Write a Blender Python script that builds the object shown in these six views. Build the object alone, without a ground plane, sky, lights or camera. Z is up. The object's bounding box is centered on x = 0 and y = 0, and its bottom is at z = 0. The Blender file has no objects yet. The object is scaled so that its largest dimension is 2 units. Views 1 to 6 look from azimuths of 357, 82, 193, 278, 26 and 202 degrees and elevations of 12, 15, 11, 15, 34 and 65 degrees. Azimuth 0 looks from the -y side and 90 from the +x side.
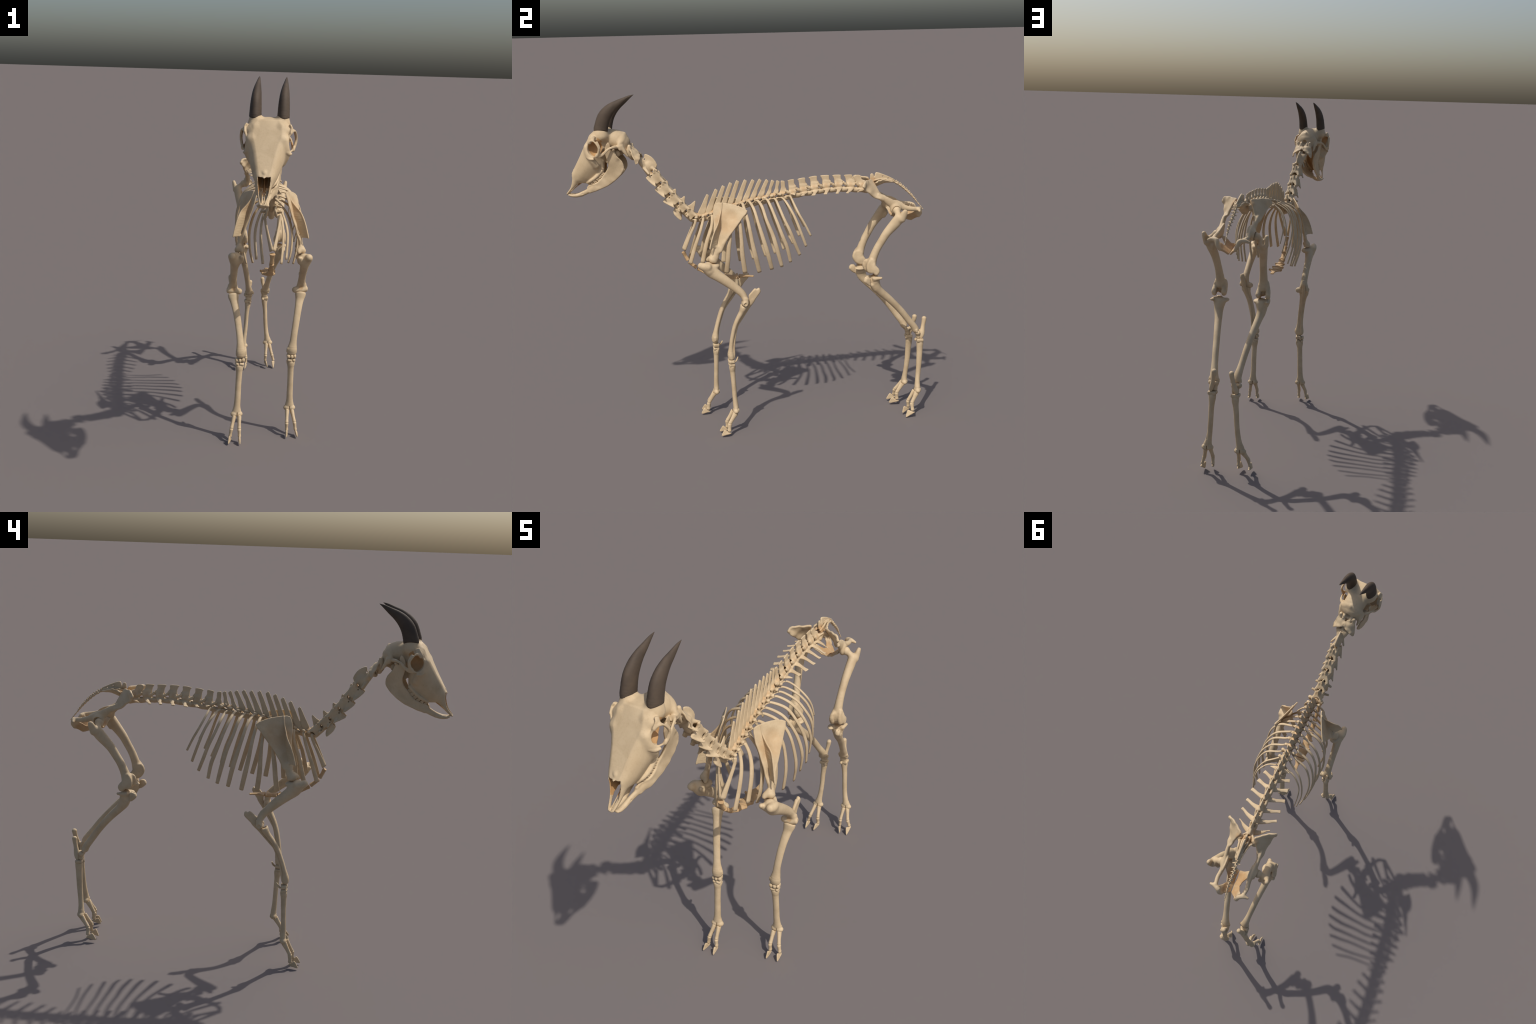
# Horned ruminant skeleton, built bone by bone.
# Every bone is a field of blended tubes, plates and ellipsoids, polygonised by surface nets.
import bpy, math
import numpy as np
from mathutils import Matrix

rng = np.random.default_rng(7)
V = lambda *a: np.array(a, float)


def unit(v):
    v = np.asarray(v, float)
    return v / max(np.linalg.norm(v), 1e-9)


# ------------------------------------------------------------------ field kit
def catmull(P, m, closed=False):
    P = np.asarray(P, float)
    if m <= 1 or len(P) < 3:
        return P
    Q = np.vstack([P[-1:], P, P[:2]]) if closed else np.vstack([2 * P[0] - P[1], P, 2 * P[-1] - P[-2]])
    n = len(P) if closed else len(P) - 1
    out = []
    for i in range(n):
        a, b, c, d = Q[i:i + 4]
        for j in range(m):
            t = j / m
            out.append(.5 * (2 * b + (c - a) * t + (2 * a - 5 * b + 4 * c - d) * t * t + (3 * b - a - 3 * c + d) * t ** 3))
    if not closed:
        out.append(P[-1])
    return np.array(out)


def smin(a, b, k):
    if k <= 0:
        return np.minimum(a, b)
    h = np.clip(.5 + .5 * (b - a) / k, 0, 1)
    return b + (a - b) * h - k * h * (1 - h)


def tube_field(P, C, A, B, hint):
    """distance to a swept ellipse: centres C, half widths A (along hint) and B (across)"""
    best = np.full(len(P), 9., np.float32)
    C, A, B, hint = (np.asarray(q, np.float32) for q in (C, A, B, hint))
    for i in range(len(C) - 1):
        d = C[i + 1] - C[i]
        L2 = float(d @ d)
        if L2 < 1e-12:
            continue
        q = P - C[i]
        t = np.clip(q @ d / L2, 0, 1)
        q = q - t[:, None] * d
        a = A[i] + t * (A[i + 1] - A[i])
        b = B[i] + t * (B[i + 1] - B[i])
        dn = d / math.sqrt(L2)
        u = hint - dn * (hint @ dn)
        if np.linalg.norm(u) < .05:
            u = np.array([dn[1], dn[2], dn[0]])
            u = u - dn * (u @ dn)
        u = unit(u).astype(np.float32)
        v = np.cross(dn, u).astype(np.float32)
        dn = dn.astype(np.float32)
        c = np.minimum(a, b)
        x, y, z = q @ u, q @ v, q @ dn
        k0 = np.sqrt((x / a) ** 2 + (y / b) ** 2 + (z / c) ** 2)
        k1 = np.sqrt((x / a ** 2) ** 2 + (y / b ** 2) ** 2 + (z / c ** 2) ** 2)
        best = np.minimum(best, np.where(k1 > 1e-6, k0 * (k0 - 1) / np.maximum(k1, 1e-6), -c))
    return best


def plate_field(P, poly, ctrl, thick):
    """distance to a curved, rounded sheet with outline poly; ctrl points steer bend and thickness"""
    c = poly.mean(0)
    n = np.linalg.svd(poly - c)[2][2]
    e1 = unit(poly[1] - poly[0]); e1 = unit(e1 - n * (e1 @ n)); e2 = np.cross(n, e1)
    p2 = np.stack([(poly - c) @ e1, (poly - c) @ e2], 1).astype(np.float32)
    P = P.astype(np.float32); c32, e1, e2, n = (q.astype(np.float32) for q in (c, e1, e2, n)); c = c32
    x = np.stack([(P - c) @ e1, (P - c) @ e2], 1)
    ch = np.stack([(ctrl - c) @ e1, (ctrl - c) @ e2], 1)
    co = (ctrl - c) @ n
    ws = np.zeros(len(P), P.dtype); off = ws.copy(); th = ws.copy()
    for k in range(len(ch)):
        d2 = (x[:, 0] - ch[k, 0]) ** 2 + (x[:, 1] - ch[k, 1]) ** 2 + 2e-5
        w = 1 / (d2 * np.sqrt(d2))
        ws += w; off += w * co[k]; th += w * thick[k]
    off /= ws; th /= ws
    d = np.full(len(P), 9., np.float32)
    ins = np.zeros(len(P), bool)
    for i in range(len(p2)):
        a, b = p2[i], p2[(i + 1) % len(p2)]
        e = b - a
        q = x - a
        t = np.clip(q @ e / max(e @ e, 1e-12), 0, 1)
        d = np.minimum(d, ((q - t[:, None] * e) ** 2).sum(1))
        if a[1] != b[1]:
            ins ^= ((a[1] > x[:, 1]) != (b[1] > x[:, 1])) & (x[:, 0] < e[0] * (x[:, 1] - a[1]) / (e[1]) + a[0])
    d = np.sqrt(d) * np.where(ins, -1, 1)
    r = th * .95
    q, h = d + r, np.abs((P - c) @ n - off) - th + r
    return np.minimum(np.maximum(q, h), 0) + np.hypot(np.maximum(q, 0), np.maximum(h, 0)) - r


def net(F, org, h):
    """surface nets: one vertex per cell the surface crosses, one quad per crossed grid edge"""
    S = F < 0
    nx, ny, nz = F.shape
    acc = np.zeros((nx - 1, ny - 1, nz - 1, 3), np.float32)
    cnt = np.zeros((nx - 1, ny - 1, nz - 1), np.float32)
    edges = []
    for ax in range(3):
        lo = [slice(None)] * 3; hi = [slice(None)] * 3
        lo[ax] = slice(0, -1); hi[ax] = slice(1, None)
        f0, f1 = F[tuple(lo)], F[tuple(hi)]
        I = np.argwhere(S[tuple(lo)] != S[tuple(hi)])
        if not len(I):
            continue
        a, b = f0[tuple(I.T)], f1[tuple(I.T)]
        pos = I.astype(np.float32)
        pos[:, ax] += a / (a - b)
        o1, o2 = [k for k in range(3) if k != ax]
        for s1 in (0, -1):
            for s2 in (0, -1):
                c = I.copy(); c[:, o1] += s1; c[:, o2] += s2
                ok = (c >= 0).all(1) & (c < np.array(cnt.shape)).all(1)
                np.add.at(acc, tuple(c[ok].T), pos[ok]); np.add.at(cnt, tuple(c[ok].T), 1)
        edges.append((ax, I, a < 0))
    idx = np.full(cnt.shape, -1, np.int64)
    cells = np.argwhere(cnt > 0)
    idx[tuple(cells.T)] = np.arange(len(cells))
    verts = acc[tuple(cells.T)] / cnt[tuple(cells.T)][:, None] * h + org
    quads = []
    for ax, I, flip in edges:
        o1, o2 = (ax + 1) % 3, (ax + 2) % 3
        q = []
        for s1, s2 in ((0, 0), (-1, 0), (-1, -1), (0, -1)):
            c = I.copy(); c[:, o1] += s1; c[:, o2] += s2
            q.append(idx[tuple(np.clip(c, 0, np.array(cnt.shape) - 1).T)])
        q = np.stack(q, 1)
        q[~flip] = q[~flip][:, ::-1]
        quads.append(q)
    return verts, np.concatenate(quads)


def mesh_from(name, verts, quads, mat):
    me = bpy.data.meshes.new(name)
    me.vertices.add(len(verts)); me.vertices.foreach_set("co", np.asarray(verts, np.float32).ravel())
    n, m = quads.shape
    me.loops.add(n * m); me.loops.foreach_set("vertex_index", quads.astype(np.int32).ravel())
    me.polygons.add(n)
    me.polygons.foreach_set("loop_start", np.arange(0, n * m, m, dtype=np.int32))
    me.polygons.foreach_set("use_smooth", np.ones(n, bool))
    me.update(calc_edges=True)
    me.validate()
    me.materials.append(mat)
    return me


class Bone:
    """a bone in its own frame; points are given in coordinates that conv turns into world ones"""

    def __init__(s, name, origin=(0, 0, 0), axes=None, conv=None, h=.0022):
        s.name, s.o, s.h = name, np.asarray(origin, float), h
        s.R = np.eye(3) if axes is None else np.asarray(axes, float)
        s.conv = conv or (lambda p: np.asarray(p, float))
        s.prims = []

    def loc(s, p):
        return (s.conv(np.asarray(p, float)) - s.o) @ s.R.T

    def vec(s, v):
        return s.loc(v) - s.loc((0, 0, 0))

    def add(s, kind, data, pts, r, k, op):
        s.prims.append((kind, data, pts.min(0) - r, pts.max(0) + r, k, op))
        return s

    def tube(s, pts, k=.006, hint=(1, 0, 0), m=3, op="u", sym=False):
        for f in ((1, -1) if sym else (1,)):
            Q = np.array([tuple(p) if len(p) > 4 else tuple(p) + (p[3],) for p in pts], float)
            Q[:, 0] *= f
            hv = np.array(hint, float) * V(f, 1, 1)
            Q = catmull(Q, m)
            C = s.loc(Q[:, :3])
            A, B = np.maximum(Q[:, 3], 4e-4), np.maximum(Q[:, 4], 4e-4)
            s.add("tube", (C, A, B, unit(s.vec(hv))), C, max(A.max(), B.max()), k, op)
        return s

    def ell(s, c, r, k=.006, rot=None, op="u", sym=False):
        """ellipsoid; rot is an optional list of axis directions"""
        for f in ((1, -1) if sym else (1,)):
            F = V(f, 1, 1)
            ax = np.eye(3) if rot is None else np.asarray(rot, float)
            ax = np.array([unit(s.vec(a * F)) for a in ax])
            C = s.loc(np.array(c) * F)
            s.add("ell", (C, ax, np.array(r, float)), C[None], max(r), k, op)
        return s

    def box(s, c, r, rnd=.003, k=.002, rot=None, op="u", sym=False):
        for f in ((1, -1) if sym else (1,)):
            F = V(f, 1, 1)
            ax = np.eye(3) if rot is None else np.asarray(rot, float)
            ax = np.array([unit(s.vec(a * F)) for a in ax])
            C = s.loc(np.array(c) * F)
            s.add("box", (C, ax, np.array(r, float), rnd), C[None], float(np.linalg.norm(r)), k, op)
        return s

    def plate(s, pts, k=.005, m=3, op="u", sym=False, extra=()):
        """sheet with outline pts = (x, y, z, half thickness); extra points bend its middle"""
        for f in ((1, -1) if sym else (1,)):
            Q = np.array(pts, float); E = np.array(list(pts) + list(extra), float)
            Q[:, 0] *= f; E[:, 0] *= f
            poly = s.loc(catmull(Q[:, :3], m, True))
            s.add("plate", (poly, s.loc(E[:, :3]), E[:, 3]), np.vstack([poly, s.loc(E[:, :3])]), E[:, 3].max() + .004, k, op)
        return s

    def ribbon(s, A, B, th, k=.003):
        """twisting sheet strung between two edges A and B"""
        for i in range(len(A) - 1):
            q = [tuple(p[:3]) + (th,) for p in (A[i], A[i + 1], B[i + 1], B[i])]
            s.plate(q, k=k, m=1)
        return s

    def stain(s, *spots):
        """orange crevice shade painted into the colour around points: (x, y, z, radius, strength)"""
        s.spots = getattr(s, "spots", []) + [tuple(s.loc(p[:3])) + (p[3], p[4] if len(p) > 4 else .8) for p in spots]
        return s

    def shell(s, fn, lo, hi, k=.006, op="u"):
        """any field function of local points inside the local box lo..hi"""
        s.add("fn", fn, np.array([lo, hi], float), 0., k, op)
        return s

    def build(s, mat):
        lo = np.min([p[2] for p in s.prims if p[5] == "u"], 0) - 3 * s.h
        hi = np.max([p[3] for p in s.prims if p[5] == "u"], 0) + 3 * s.h
        h = s.h
        n = np.ceil((hi - lo) / h).astype(int) + 1
        ax = [np.arange(n[i]) * h + lo[i] for i in range(3)]
        F = np.full(n, .05, np.float32)
        for kind, data, a, b, k, op in s.prims:
            pad = k * .6 + 2.5 * h
            i0 = np.clip(np.floor((a - pad - lo) / h).astype(int), 0, n)
            i1 = np.clip(np.ceil((b + pad - lo) / h).astype(int) + 1, 0, n)
            if (i1 <= i0).any():
                continue
            sl = tuple(slice(i, j) for i, j in zip(i0, i1))
            G = np.meshgrid(*[ax[i][sl[i]] for i in range(3)], indexing="ij")
            P = np.stack([g.ravel() for g in G], 1).astype(np.float32)
            if kind == "tube":
                d = tube_field(P, *data)
            elif kind == "ell":
                C, X, r = data
                q = (P - C) @ X.T
                k0 = np.sqrt(((q / r) ** 2).sum(1)); k1 = np.sqrt(((q / r ** 2) ** 2).sum(1))
                d = k0 * (k0 - 1) / np.maximum(k1, 1e-6)
            elif kind == "box":
                C, X, r, rnd = data
                q = np.abs((P - C) @ X.T) - r + rnd
                d = np.minimum(q.max(1), 0) + np.sqrt((np.maximum(q, 0) ** 2).sum(1)) - rnd
            elif kind == "plate":
                d = plate_field(P, *data)
            else:
                d = data(P)
            d = d.reshape(G[0].shape).astype(np.float32)
            F[sl] = smin(F[sl], d, k) if op == "u" else -smin(-F[sl], d, k)
        v, q = net(F, lo, h)
        if getattr(s, "spots", None):
            key = s.name + (s.mat_key if hasattr(s, "mat_key") else "")
            if key not in SHADE_TINTED:
                SHADE_TINTED[key] = bone_material("shade_tinted_" + s.name, *BONE_TONES, spots=s.spots)
            mat = SHADE_TINTED[key]
        return mesh_from(s.name, v, q, mat)

    def matrix(s):
        M = np.eye(4); M[:3, :3] = s.R.T; M[:3, 3] = s.o
        return Matrix(M.tolist())


def frame(a, b, side=(1, 0, 0)):
    """axes with z from a to b and x near side"""
    z = unit(np.subtract(b, a)); x = np.array(side, float); x = unit(x - z * (x @ z))
    return np.array([x, np.cross(z, x), z])


# ------------------------------------------------------------------ materials
SHADE_TINTED = {}
SHADE_TINT = (.45, .255, .105)


def bone_material(name, light, mid, dark, scale=1.0, rough=.62, bump=.25, spots=()):
    m = bpy.data.materials.new(name); m.use_nodes = True
    nt = m.node_tree; N, L = nt.nodes, nt.links
    N.clear()
    out = N.new("ShaderNodeOutputMaterial"); bs = N.new("ShaderNodeBsdfPrincipled")
    L.new(bs.outputs[0], out.inputs[0])
    tc = N.new("ShaderNodeTexCoord"); oi = N.new("ShaderNodeObjectInfo")
    add = N.new("ShaderNodeVectorMath"); add.operation = "ADD"
    mul = N.new("ShaderNodeMath"); mul.operation = "MULTIPLY"; mul.inputs[1].default_value = 9.
    L.new(oi.outputs["Random"], mul.inputs[0])
    L.new(tc.outputs["Object"], add.inputs[0]); L.new(mul.outputs[0], add.inputs[1])

    def noise(sc, det, rg, dist=0.):
        n = N.new("ShaderNodeTexNoise"); n.inputs["Scale"].default_value = sc * scale
        n.inputs["Detail"].default_value = det; n.inputs["Roughness"].default_value = rg
        n.inputs["Distortion"].default_value = dist
        L.new(add.outputs[0], n.inputs["Vector"]); return n.outputs["Fac"]

    def ramp(f, stops):
        r = N.new("ShaderNodeValToRGB"); e = r.color_ramp.elements
        while len(e) < len(stops):
            e.new(.5)
        for x, (p, c) in zip(e, stops):
            x.position = p; x.color = (*c, 1)
        L.new(f, r.inputs[0]); return r.outputs[0]

    def mix(f, a, b, mode="MIX"):
        x = N.new("ShaderNodeMix"); x.data_type = "RGBA"; x.blend_type = mode
        for s, v in ((0, f), (6, a), (7, b)):
            if isinstance(v, (int, float)):
                x.inputs[s].default_value = v
            elif isinstance(v, tuple):
                x.inputs[s].default_value = (*v, 1)
            else:
                L.new(v, x.inputs[s])
        return x.outputs[2]
    base = ramp(noise(14, 4, .55, .4), [(.34, mid), (.62, light)])
    g = ramp(noise(150, 3, .6), [(.36, (0, 0, 0)), (.47, (1, 1, 1))])
    col = mix(.10, base, mix(g, dark, light))
    blot = ramp(noise(42, 5, .7, .8), [(.60, (0, 0, 0)), (.78, (.42, .42, .42))])
    col = mix(blot, col, dark)
    if spots:
        mask = None
        for x, y, z, r, k in spots:
            d = N.new("ShaderNodeVectorMath"); d.operation = "DISTANCE"; d.inputs[1].default_value = (x, y, z)
            L.new(tc.outputs["Object"], d.inputs[0])
            mr = N.new("ShaderNodeMapRange"); mr.interpolation_type = "SMOOTHSTEP"
            mr.inputs["From Min"].default_value = r; mr.inputs["From Max"].default_value = r * .5
            mr.inputs["To Min"].default_value = 0; mr.inputs["To Max"].default_value = k
            L.new(d.outputs["Value"], mr.inputs["Value"])
            if mask is None:
                mask = mr.outputs[0]
            else:
                mx = N.new("ShaderNodeMath"); mx.operation = "MAXIMUM"
                L.new(mask, mx.inputs[0]); L.new(mr.outputs[0], mx.inputs[1]); mask = mx.outputs[0]
        br = N.new("ShaderNodeMapRange"); br.inputs["From Min"].default_value = .3; br.inputs["From Max"].default_value = .62
        br.inputs["To Min"].default_value = .55; br.inputs["To Max"].default_value = 1
        L.new(noise(60, 4, .6), br.inputs["Value"])
        mm = N.new("ShaderNodeMath"); mm.operation = "MULTIPLY"; L.new(mask, mm.inputs[0]); L.new(br.outputs[0], mm.inputs[1])
        col = mix(mm.outputs[0], col, SHADE_TINT)
    L.new(col, bs.inputs["Base Color"])
    bs.inputs["Roughness"].default_value = rough
    bs.inputs["Specular IOR Level"].default_value = .25
    bp = N.new("ShaderNodeBump"); bp.inputs["Strength"].default_value = bump; bp.inputs["Distance"].default_value = .0012
    L.new(noise(90, 4, .6), bp.inputs["Height"]); L.new(bp.outputs[0], bs.inputs["Normal"])
    return m


BONE_TONES = (.565, .438, .278), (.480, .362, .222), (.35, .235, .125)
BONE = bone_material("bone", *BONE_TONES)
DEEP = bone_material("cavity_shade_tinted_bone", (.50, .30, .135), (.43, .245, .105), (.30, .165, .065), 1.2)
WARM = bone_material("orange_brown_bone", (.54, .365, .195), (.45, .285, .14), (.31, .18, .08), 1.3)
TOOTH = bone_material("tooth_enamel", (.56, .43, .27), (.46, .33, .19), (.24, .15, .08), 2.5, .45)
HORN = bone_material("horn_sheath", (.088, .064, .045), (.062, .046, .034), (.038, .029, .024), 1.0, .68, .35)

# ------------------------------------------------------------------ scene tree
root = bpy.data.objects.new("goat_skeleton", None)
root["label"] = "articulated skeleton of a standing horned goat, cream bones"
root["category"] = "animal skeleton"
bpy.context.collection.objects.link(root)
GROUPS = {}


def group(name, at=(0, 0, 0)):
    g = bpy.data.objects.new(name, None)
    bpy.context.collection.objects.link(g)
    g.location = at; g.parent = root; g.empty_display_size = .05
    return g


def place(name, me, M, parent):
    ob = bpy.data.objects.new(name, me)
    bpy.context.collection.objects.link(ob)
    ob.parent = parent
    P = Matrix.Translation(parent.location) if parent is not root else Matrix.Identity(4)
    ob.matrix_parent_inverse = P.inverted()
    ob.matrix_basis = M
    return ob


MIR = Matrix.Diagonal((-1, 1, 1, 1))


def fit_mirror(left, right):
    """rigid move that carries the mirror image of the left landmarks onto the right ones"""
    A = np.array(left, float) * V(-1, 1, 1); B = np.array(right, float)
    a, b = A.mean(0), B.mean(0)
    U, S, Wt = np.linalg.svd((A - a).T @ (B - b))
    d = np.sign(np.linalg.det(Wt.T @ U.T))
    R = Wt.T @ np.diag([1, 1, d]) @ U.T
    M = np.eye(4); M[:3, :3] = R; M[:3, 3] = b - R @ a
    return Matrix(M.tolist()) @ MIR


def both(bone, parentL, parentR, move=None, mat=None, name=None):
    me = bone.build(mat or BONE)
    place(name or bone.name, me, bone.matrix(), parentL)
    place(name or bone.name, me, (move or MIR) @ bone.matrix(), parentR)


# ================================================================== HEAD
# head coordinates: (l, f, z) = left, forward along the muzzle's heading, up
YAW = math.radians(8.3)
HO = V(-.04, -.6165, 0)
HFW = V(-math.sin(YAW), -math.cos(YAW), 0)
HLT = V(math.cos(YAW), -math.sin(YAW), 0)


def H(p):
    p = np.asarray(p, float)
    return HO + p[..., 0:1] * HLT + p[..., 1:2] * HFW + p[..., 2:3] * V(0, 0, 1)


HAX = np.array([HLT, -HFW, V(0, 0, 1)])          # skull's local axes: x left, y back, z up
HORG = H(V(0, .15, 1.60))

# face coordinates: s runs from the brow to the muzzle, n out of the brow's plane
F0 = V(.205, 1.725); FD = unit(V(.53, -.85)); FN = V(-FD[1], FD[0])


def fsn(l, s, n):
    p = F0 + s * FD + n * FN
    return (l, p[0], p[1])


def face_sn(P):
    q = np.stack([.15 - P[:, 1], P[:, 2] + 1.60], 1) - F0
    return q @ FD, q @ FN


def slab(st, top, bot, wide, prof, tip=.006, crown=None):
    """lofted muzzle section: per station s the top, bottom and half width; prof shapes the width,
    crown (per station) scales the width of the top edge"""
    crown = [1] * len(st) if crown is None else crown
    T = catmull(np.array([st, top, bot, wide, crown]).T, 8)
    Q = catmull(np.array(prof).T, 8)

    def f(P):
        s, n = face_sn(P)
        t, b, w, cr = (np.interp(s, T[:, 0], T[:, k]) for k in (1, 2, 3, 4))
        c, hb = (t + b) / 2, np.maximum((t - b) / 2, .002)
        q = (n - c) / hb
        w = w * np.interp(q, Q[:, 0], Q[:, 1]) * (1 + (cr - 1) * np.clip((q + .1) / 1.1, 0, 1) ** 2)
        d1, d2 = np.abs(P[:, 0]) - w, (np.abs(q) - 1) * hb
        d3 = np.maximum(st[0] - s, s - st[-1])
        e = np.stack([d1 + tip, d2 + tip, d3 + tip], 1)
        return np.minimum(e.max(1), 0) + np.sqrt((np.maximum(e, 0) ** 2).sum(1)) - tip
    return f


def skull():
    b = Bone("skull", HORG, HAX, H, .0019)
    LO, HI = (-.12, -.29, -.26), (.12, .14, .16)
    st = [.0, .04, .08, .12, .16, .20, .243, .272, .292, .318, .345, .372, .389]
    top = [.001, .004, .004, .003, .001, .0, -.001, -.003, -.014, -.023, -.028, -.026, -.026]
    bot = [-.080, -.108, -.116, -.128, -.146, -.134, -.119, -.099, -.068, -.060, -.050, -.042, -.037]
    wid = [.070, .082, .086, .082, .074, .064, .052, .041, .0335, .0275, .0225, .0175, .0135]
    crown = [1.1, 1.22, 1.2, 1.05, .98, .96, .95, 1, 1, 1, 1, 1, 1]
    prof = ([-1, -.7, -.35, 0, .35, .7, 1], [.50, .72, .90, 1.0, 1.0, .90, .66])
    b.shell(slab(st, top, bot, wid, prof, .010, crown), LO, HI, .002)
    # braincase, occiput, frontal bridge
    b.tube([(0, .175, 1.674, .062, .046), (0, .125, 1.674, .058, .053), (0, .09, 1.669, .058, .052), (0, .066, 1.656, .057, .042)], k=.02)
    b.tube([(-.055, .163, 1.700, .030), (0, .158, 1.696, .034), (.055, .163, 1.700, .030)], k=.02)
    b.tube([(.058, .165, 1.700, .031, .035), (.0595, .164, 1.730, .0250, .0330)], k=.02, sym=True)
    b.tube([(0, .058, 1.686, .022, .010), (.035, .061, 1.678, .014, .012), (.064, .073, 1.650, .009), (.066, .068, 1.628, .008)], k=.012, sym=True)
    b.plate([(0, .050, 1.690, .007), (.045, .058, 1.678, .008), (.070, .072, 1.642, .008), (.052, .052, 1.612, .009), (.018, .034, 1.612, .01),
             (0, .034, 1.65, .009)], k=.012, sym=True, m=2)
    b.tube([(.060, .062, 1.640, .012), (.059, .046, 1.612, .009), (.056, .033, 1.589, .0045)], k=.008, sym=True)
    b.tube([(0, .036, 1.620, .016), (0, .08, 1.604, .016), (0, .13, 1.588, .013), (0, .17, 1.565, .012)], k=.012)
    b.ell((.021, .027, 1.626), (.013, .016, .018), sym=True)
    b.ell((.043, .090, 1.604), (.014, .019, .020), sym=True)
    # pterygoid walls
    b.plate([(.022, .165, 1.50, .004), (.024, .19, 1.54, .005), (.02, .165, 1.60, .005), (.018, .12, 1.598, .005), (.02, .135, 1.555, .004)], k=.006, sym=True)
    # brow shelf and cheek bone
    b.tube([(.060, .205, 1.690, .022, .020), (.088, .206, 1.676, .016, .014), (.104, .200, 1.676, .010, .010)], k=.016, hint=(0, 1, 0), sym=True)
    b.tube([(.070, .238, 1.640, .018), (.078, .230, 1.605, .017), (.080, .216, 1.578, .017), (.066, .200, 1.545, .016)], k=.016, sym=True)
    # hollows: orbit, temple, nose, choana, foramen
    gaze = unit(V(.856, .48, -.197))
    oc = V(.101, .203, 1.636) - gaze * .008
    e2 = unit(np.cross(gaze, V(0, 0, 1))); e3 = np.cross(gaze, e2)
    b.ell(oc, (.047, .0345, .0415), k=.003, op="s", sym=True, rot=[gaze, e2, e3])
    b.ell((.096, .140, 1.645), (.036, .034, .034), k=.010, op="s", sym=True)
    b.ell((.066, .145, 1.590), (.034, .028, .042), k=.008, op="s", sym=True)
    st2 = [.12, .20, .262, .30, .34, .381]
    b.shell(slab(st2, [-.012, -.011, -.007, .02, .02, .02], [-.085, -.085, -.074, -.066, -.09, -.09],
                 [.030, .030, .0270, .0235, .0178, .0065], ([-1, -.5, 0, 1], [.7, .95, 1, 1]), .003), LO, HI, .0025, "s")
    b.shell(slab([.12, .18, .25, .30], [-.112, -.108, -.094, -.06], [-.25, -.25, -.22, -.2], [.030, .030, .022, .012],
                 ([-1, -.3, .3, 1], [1, 1, 1, .8]), .004), LO, HI, .004, "s")
    b.ell((0, .020, 1.645), (.015, .022, .014), k=.004, op="s")
    # rims, arch and jaw hinge re-stated over the hollows
    rim = [(.110, .203, 1.681), (.118, .184, 1.668), (.121, .169, 1.640), (.113, .178, 1.606), (.097, .206, 1.592), (.087, .230, 1.602), (.085, .238, 1.628), (.094, .227, 1.664)]
    rim = catmull(np.array(rim), 3, True)
    b.tube([tuple(p) + (.0040, .0036) for p in np.vstack([rim, rim[:1]])], k=.005, m=1, sym=True)
    b.tube([(.113, .180, 1.672, .0045, .009), (.1175, .167, 1.642, .0040, .007), (.111, .174, 1.608, .0045, .009)], k=.006, sym=True)
    b.tube([(.094, .200, 1.700, .006, .012), (.100, .206, 1.688, .005, .012), (.098, .222, 1.668, .004, .010)], k=.008, sym=True)
    b.tube([(.110, .186, 1.602, .006, .011), (.106, .172, 1.600, .0055, .0105), (.103, .152, 1.609, .0045, .0085), (.096, .126, 1.631, .0042, .0065),
            (.085, .100, 1.641, .0060, .007), (.066, .086, 1.640, .010, .008)], k=.007, hint=(1, 0, 0), sym=True)
    b.ell((.066, .098, 1.637), (.020, .013, .006), k=.008, sym=True)
    b.tube([(.082, .240, 1.592, .005), (.094, .224, 1.583, .006), (.101, .206, 1.582, .005)], k=.006, sym=True)
    # alveolar edge over the cheek teeth
    b.tube([(.026, .262, 1.446, .006), (.040, .236, 1.460, .008), (.046, .208, 1.480, .009), (.047, .172, 1.516, .009)], k=.008, sym=True)
    # vomer and the rods between the incisive bones
    b.plate([fsn(0, .15, -.05) + (.002,), fsn(0, .31, -.05) + (.002,), fsn(0, .31, -.062) + (.002,), fsn(0, .15, -.088) + (.002,)], k=.002, m=1)
    b.tube([fsn(.004, .27, -.078) + (.003,), fsn(.004, .32, -.056) + (.0025,), fsn(.005, .380, -.036) + (.0025,)], k=.002, sym=True)
    # nasal tip hanging over the nose opening
    b.plate([fsn(-.023, .22, -.004) + (.003,), fsn(.023, .22, -.004) + (.003,), fsn(.0195, .258, -.006) + (.0025,), fsn(.0125, .264, -.005) + (.0025,),
             fsn(0, .277, -.001) + (.002,), fsn(-.0125, .264, -.005) + (.0025,), fsn(-.0195, .258, -.006) + (.0025,)], k=.002, m=1,
            extra=[fsn(0, .25, .0) + (.003,)])
    return b


head = group("head", tuple(HORG))
sk = skull()
sk_me = sk.build(BONE)
sk_me.materials.append(DEEP)
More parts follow.
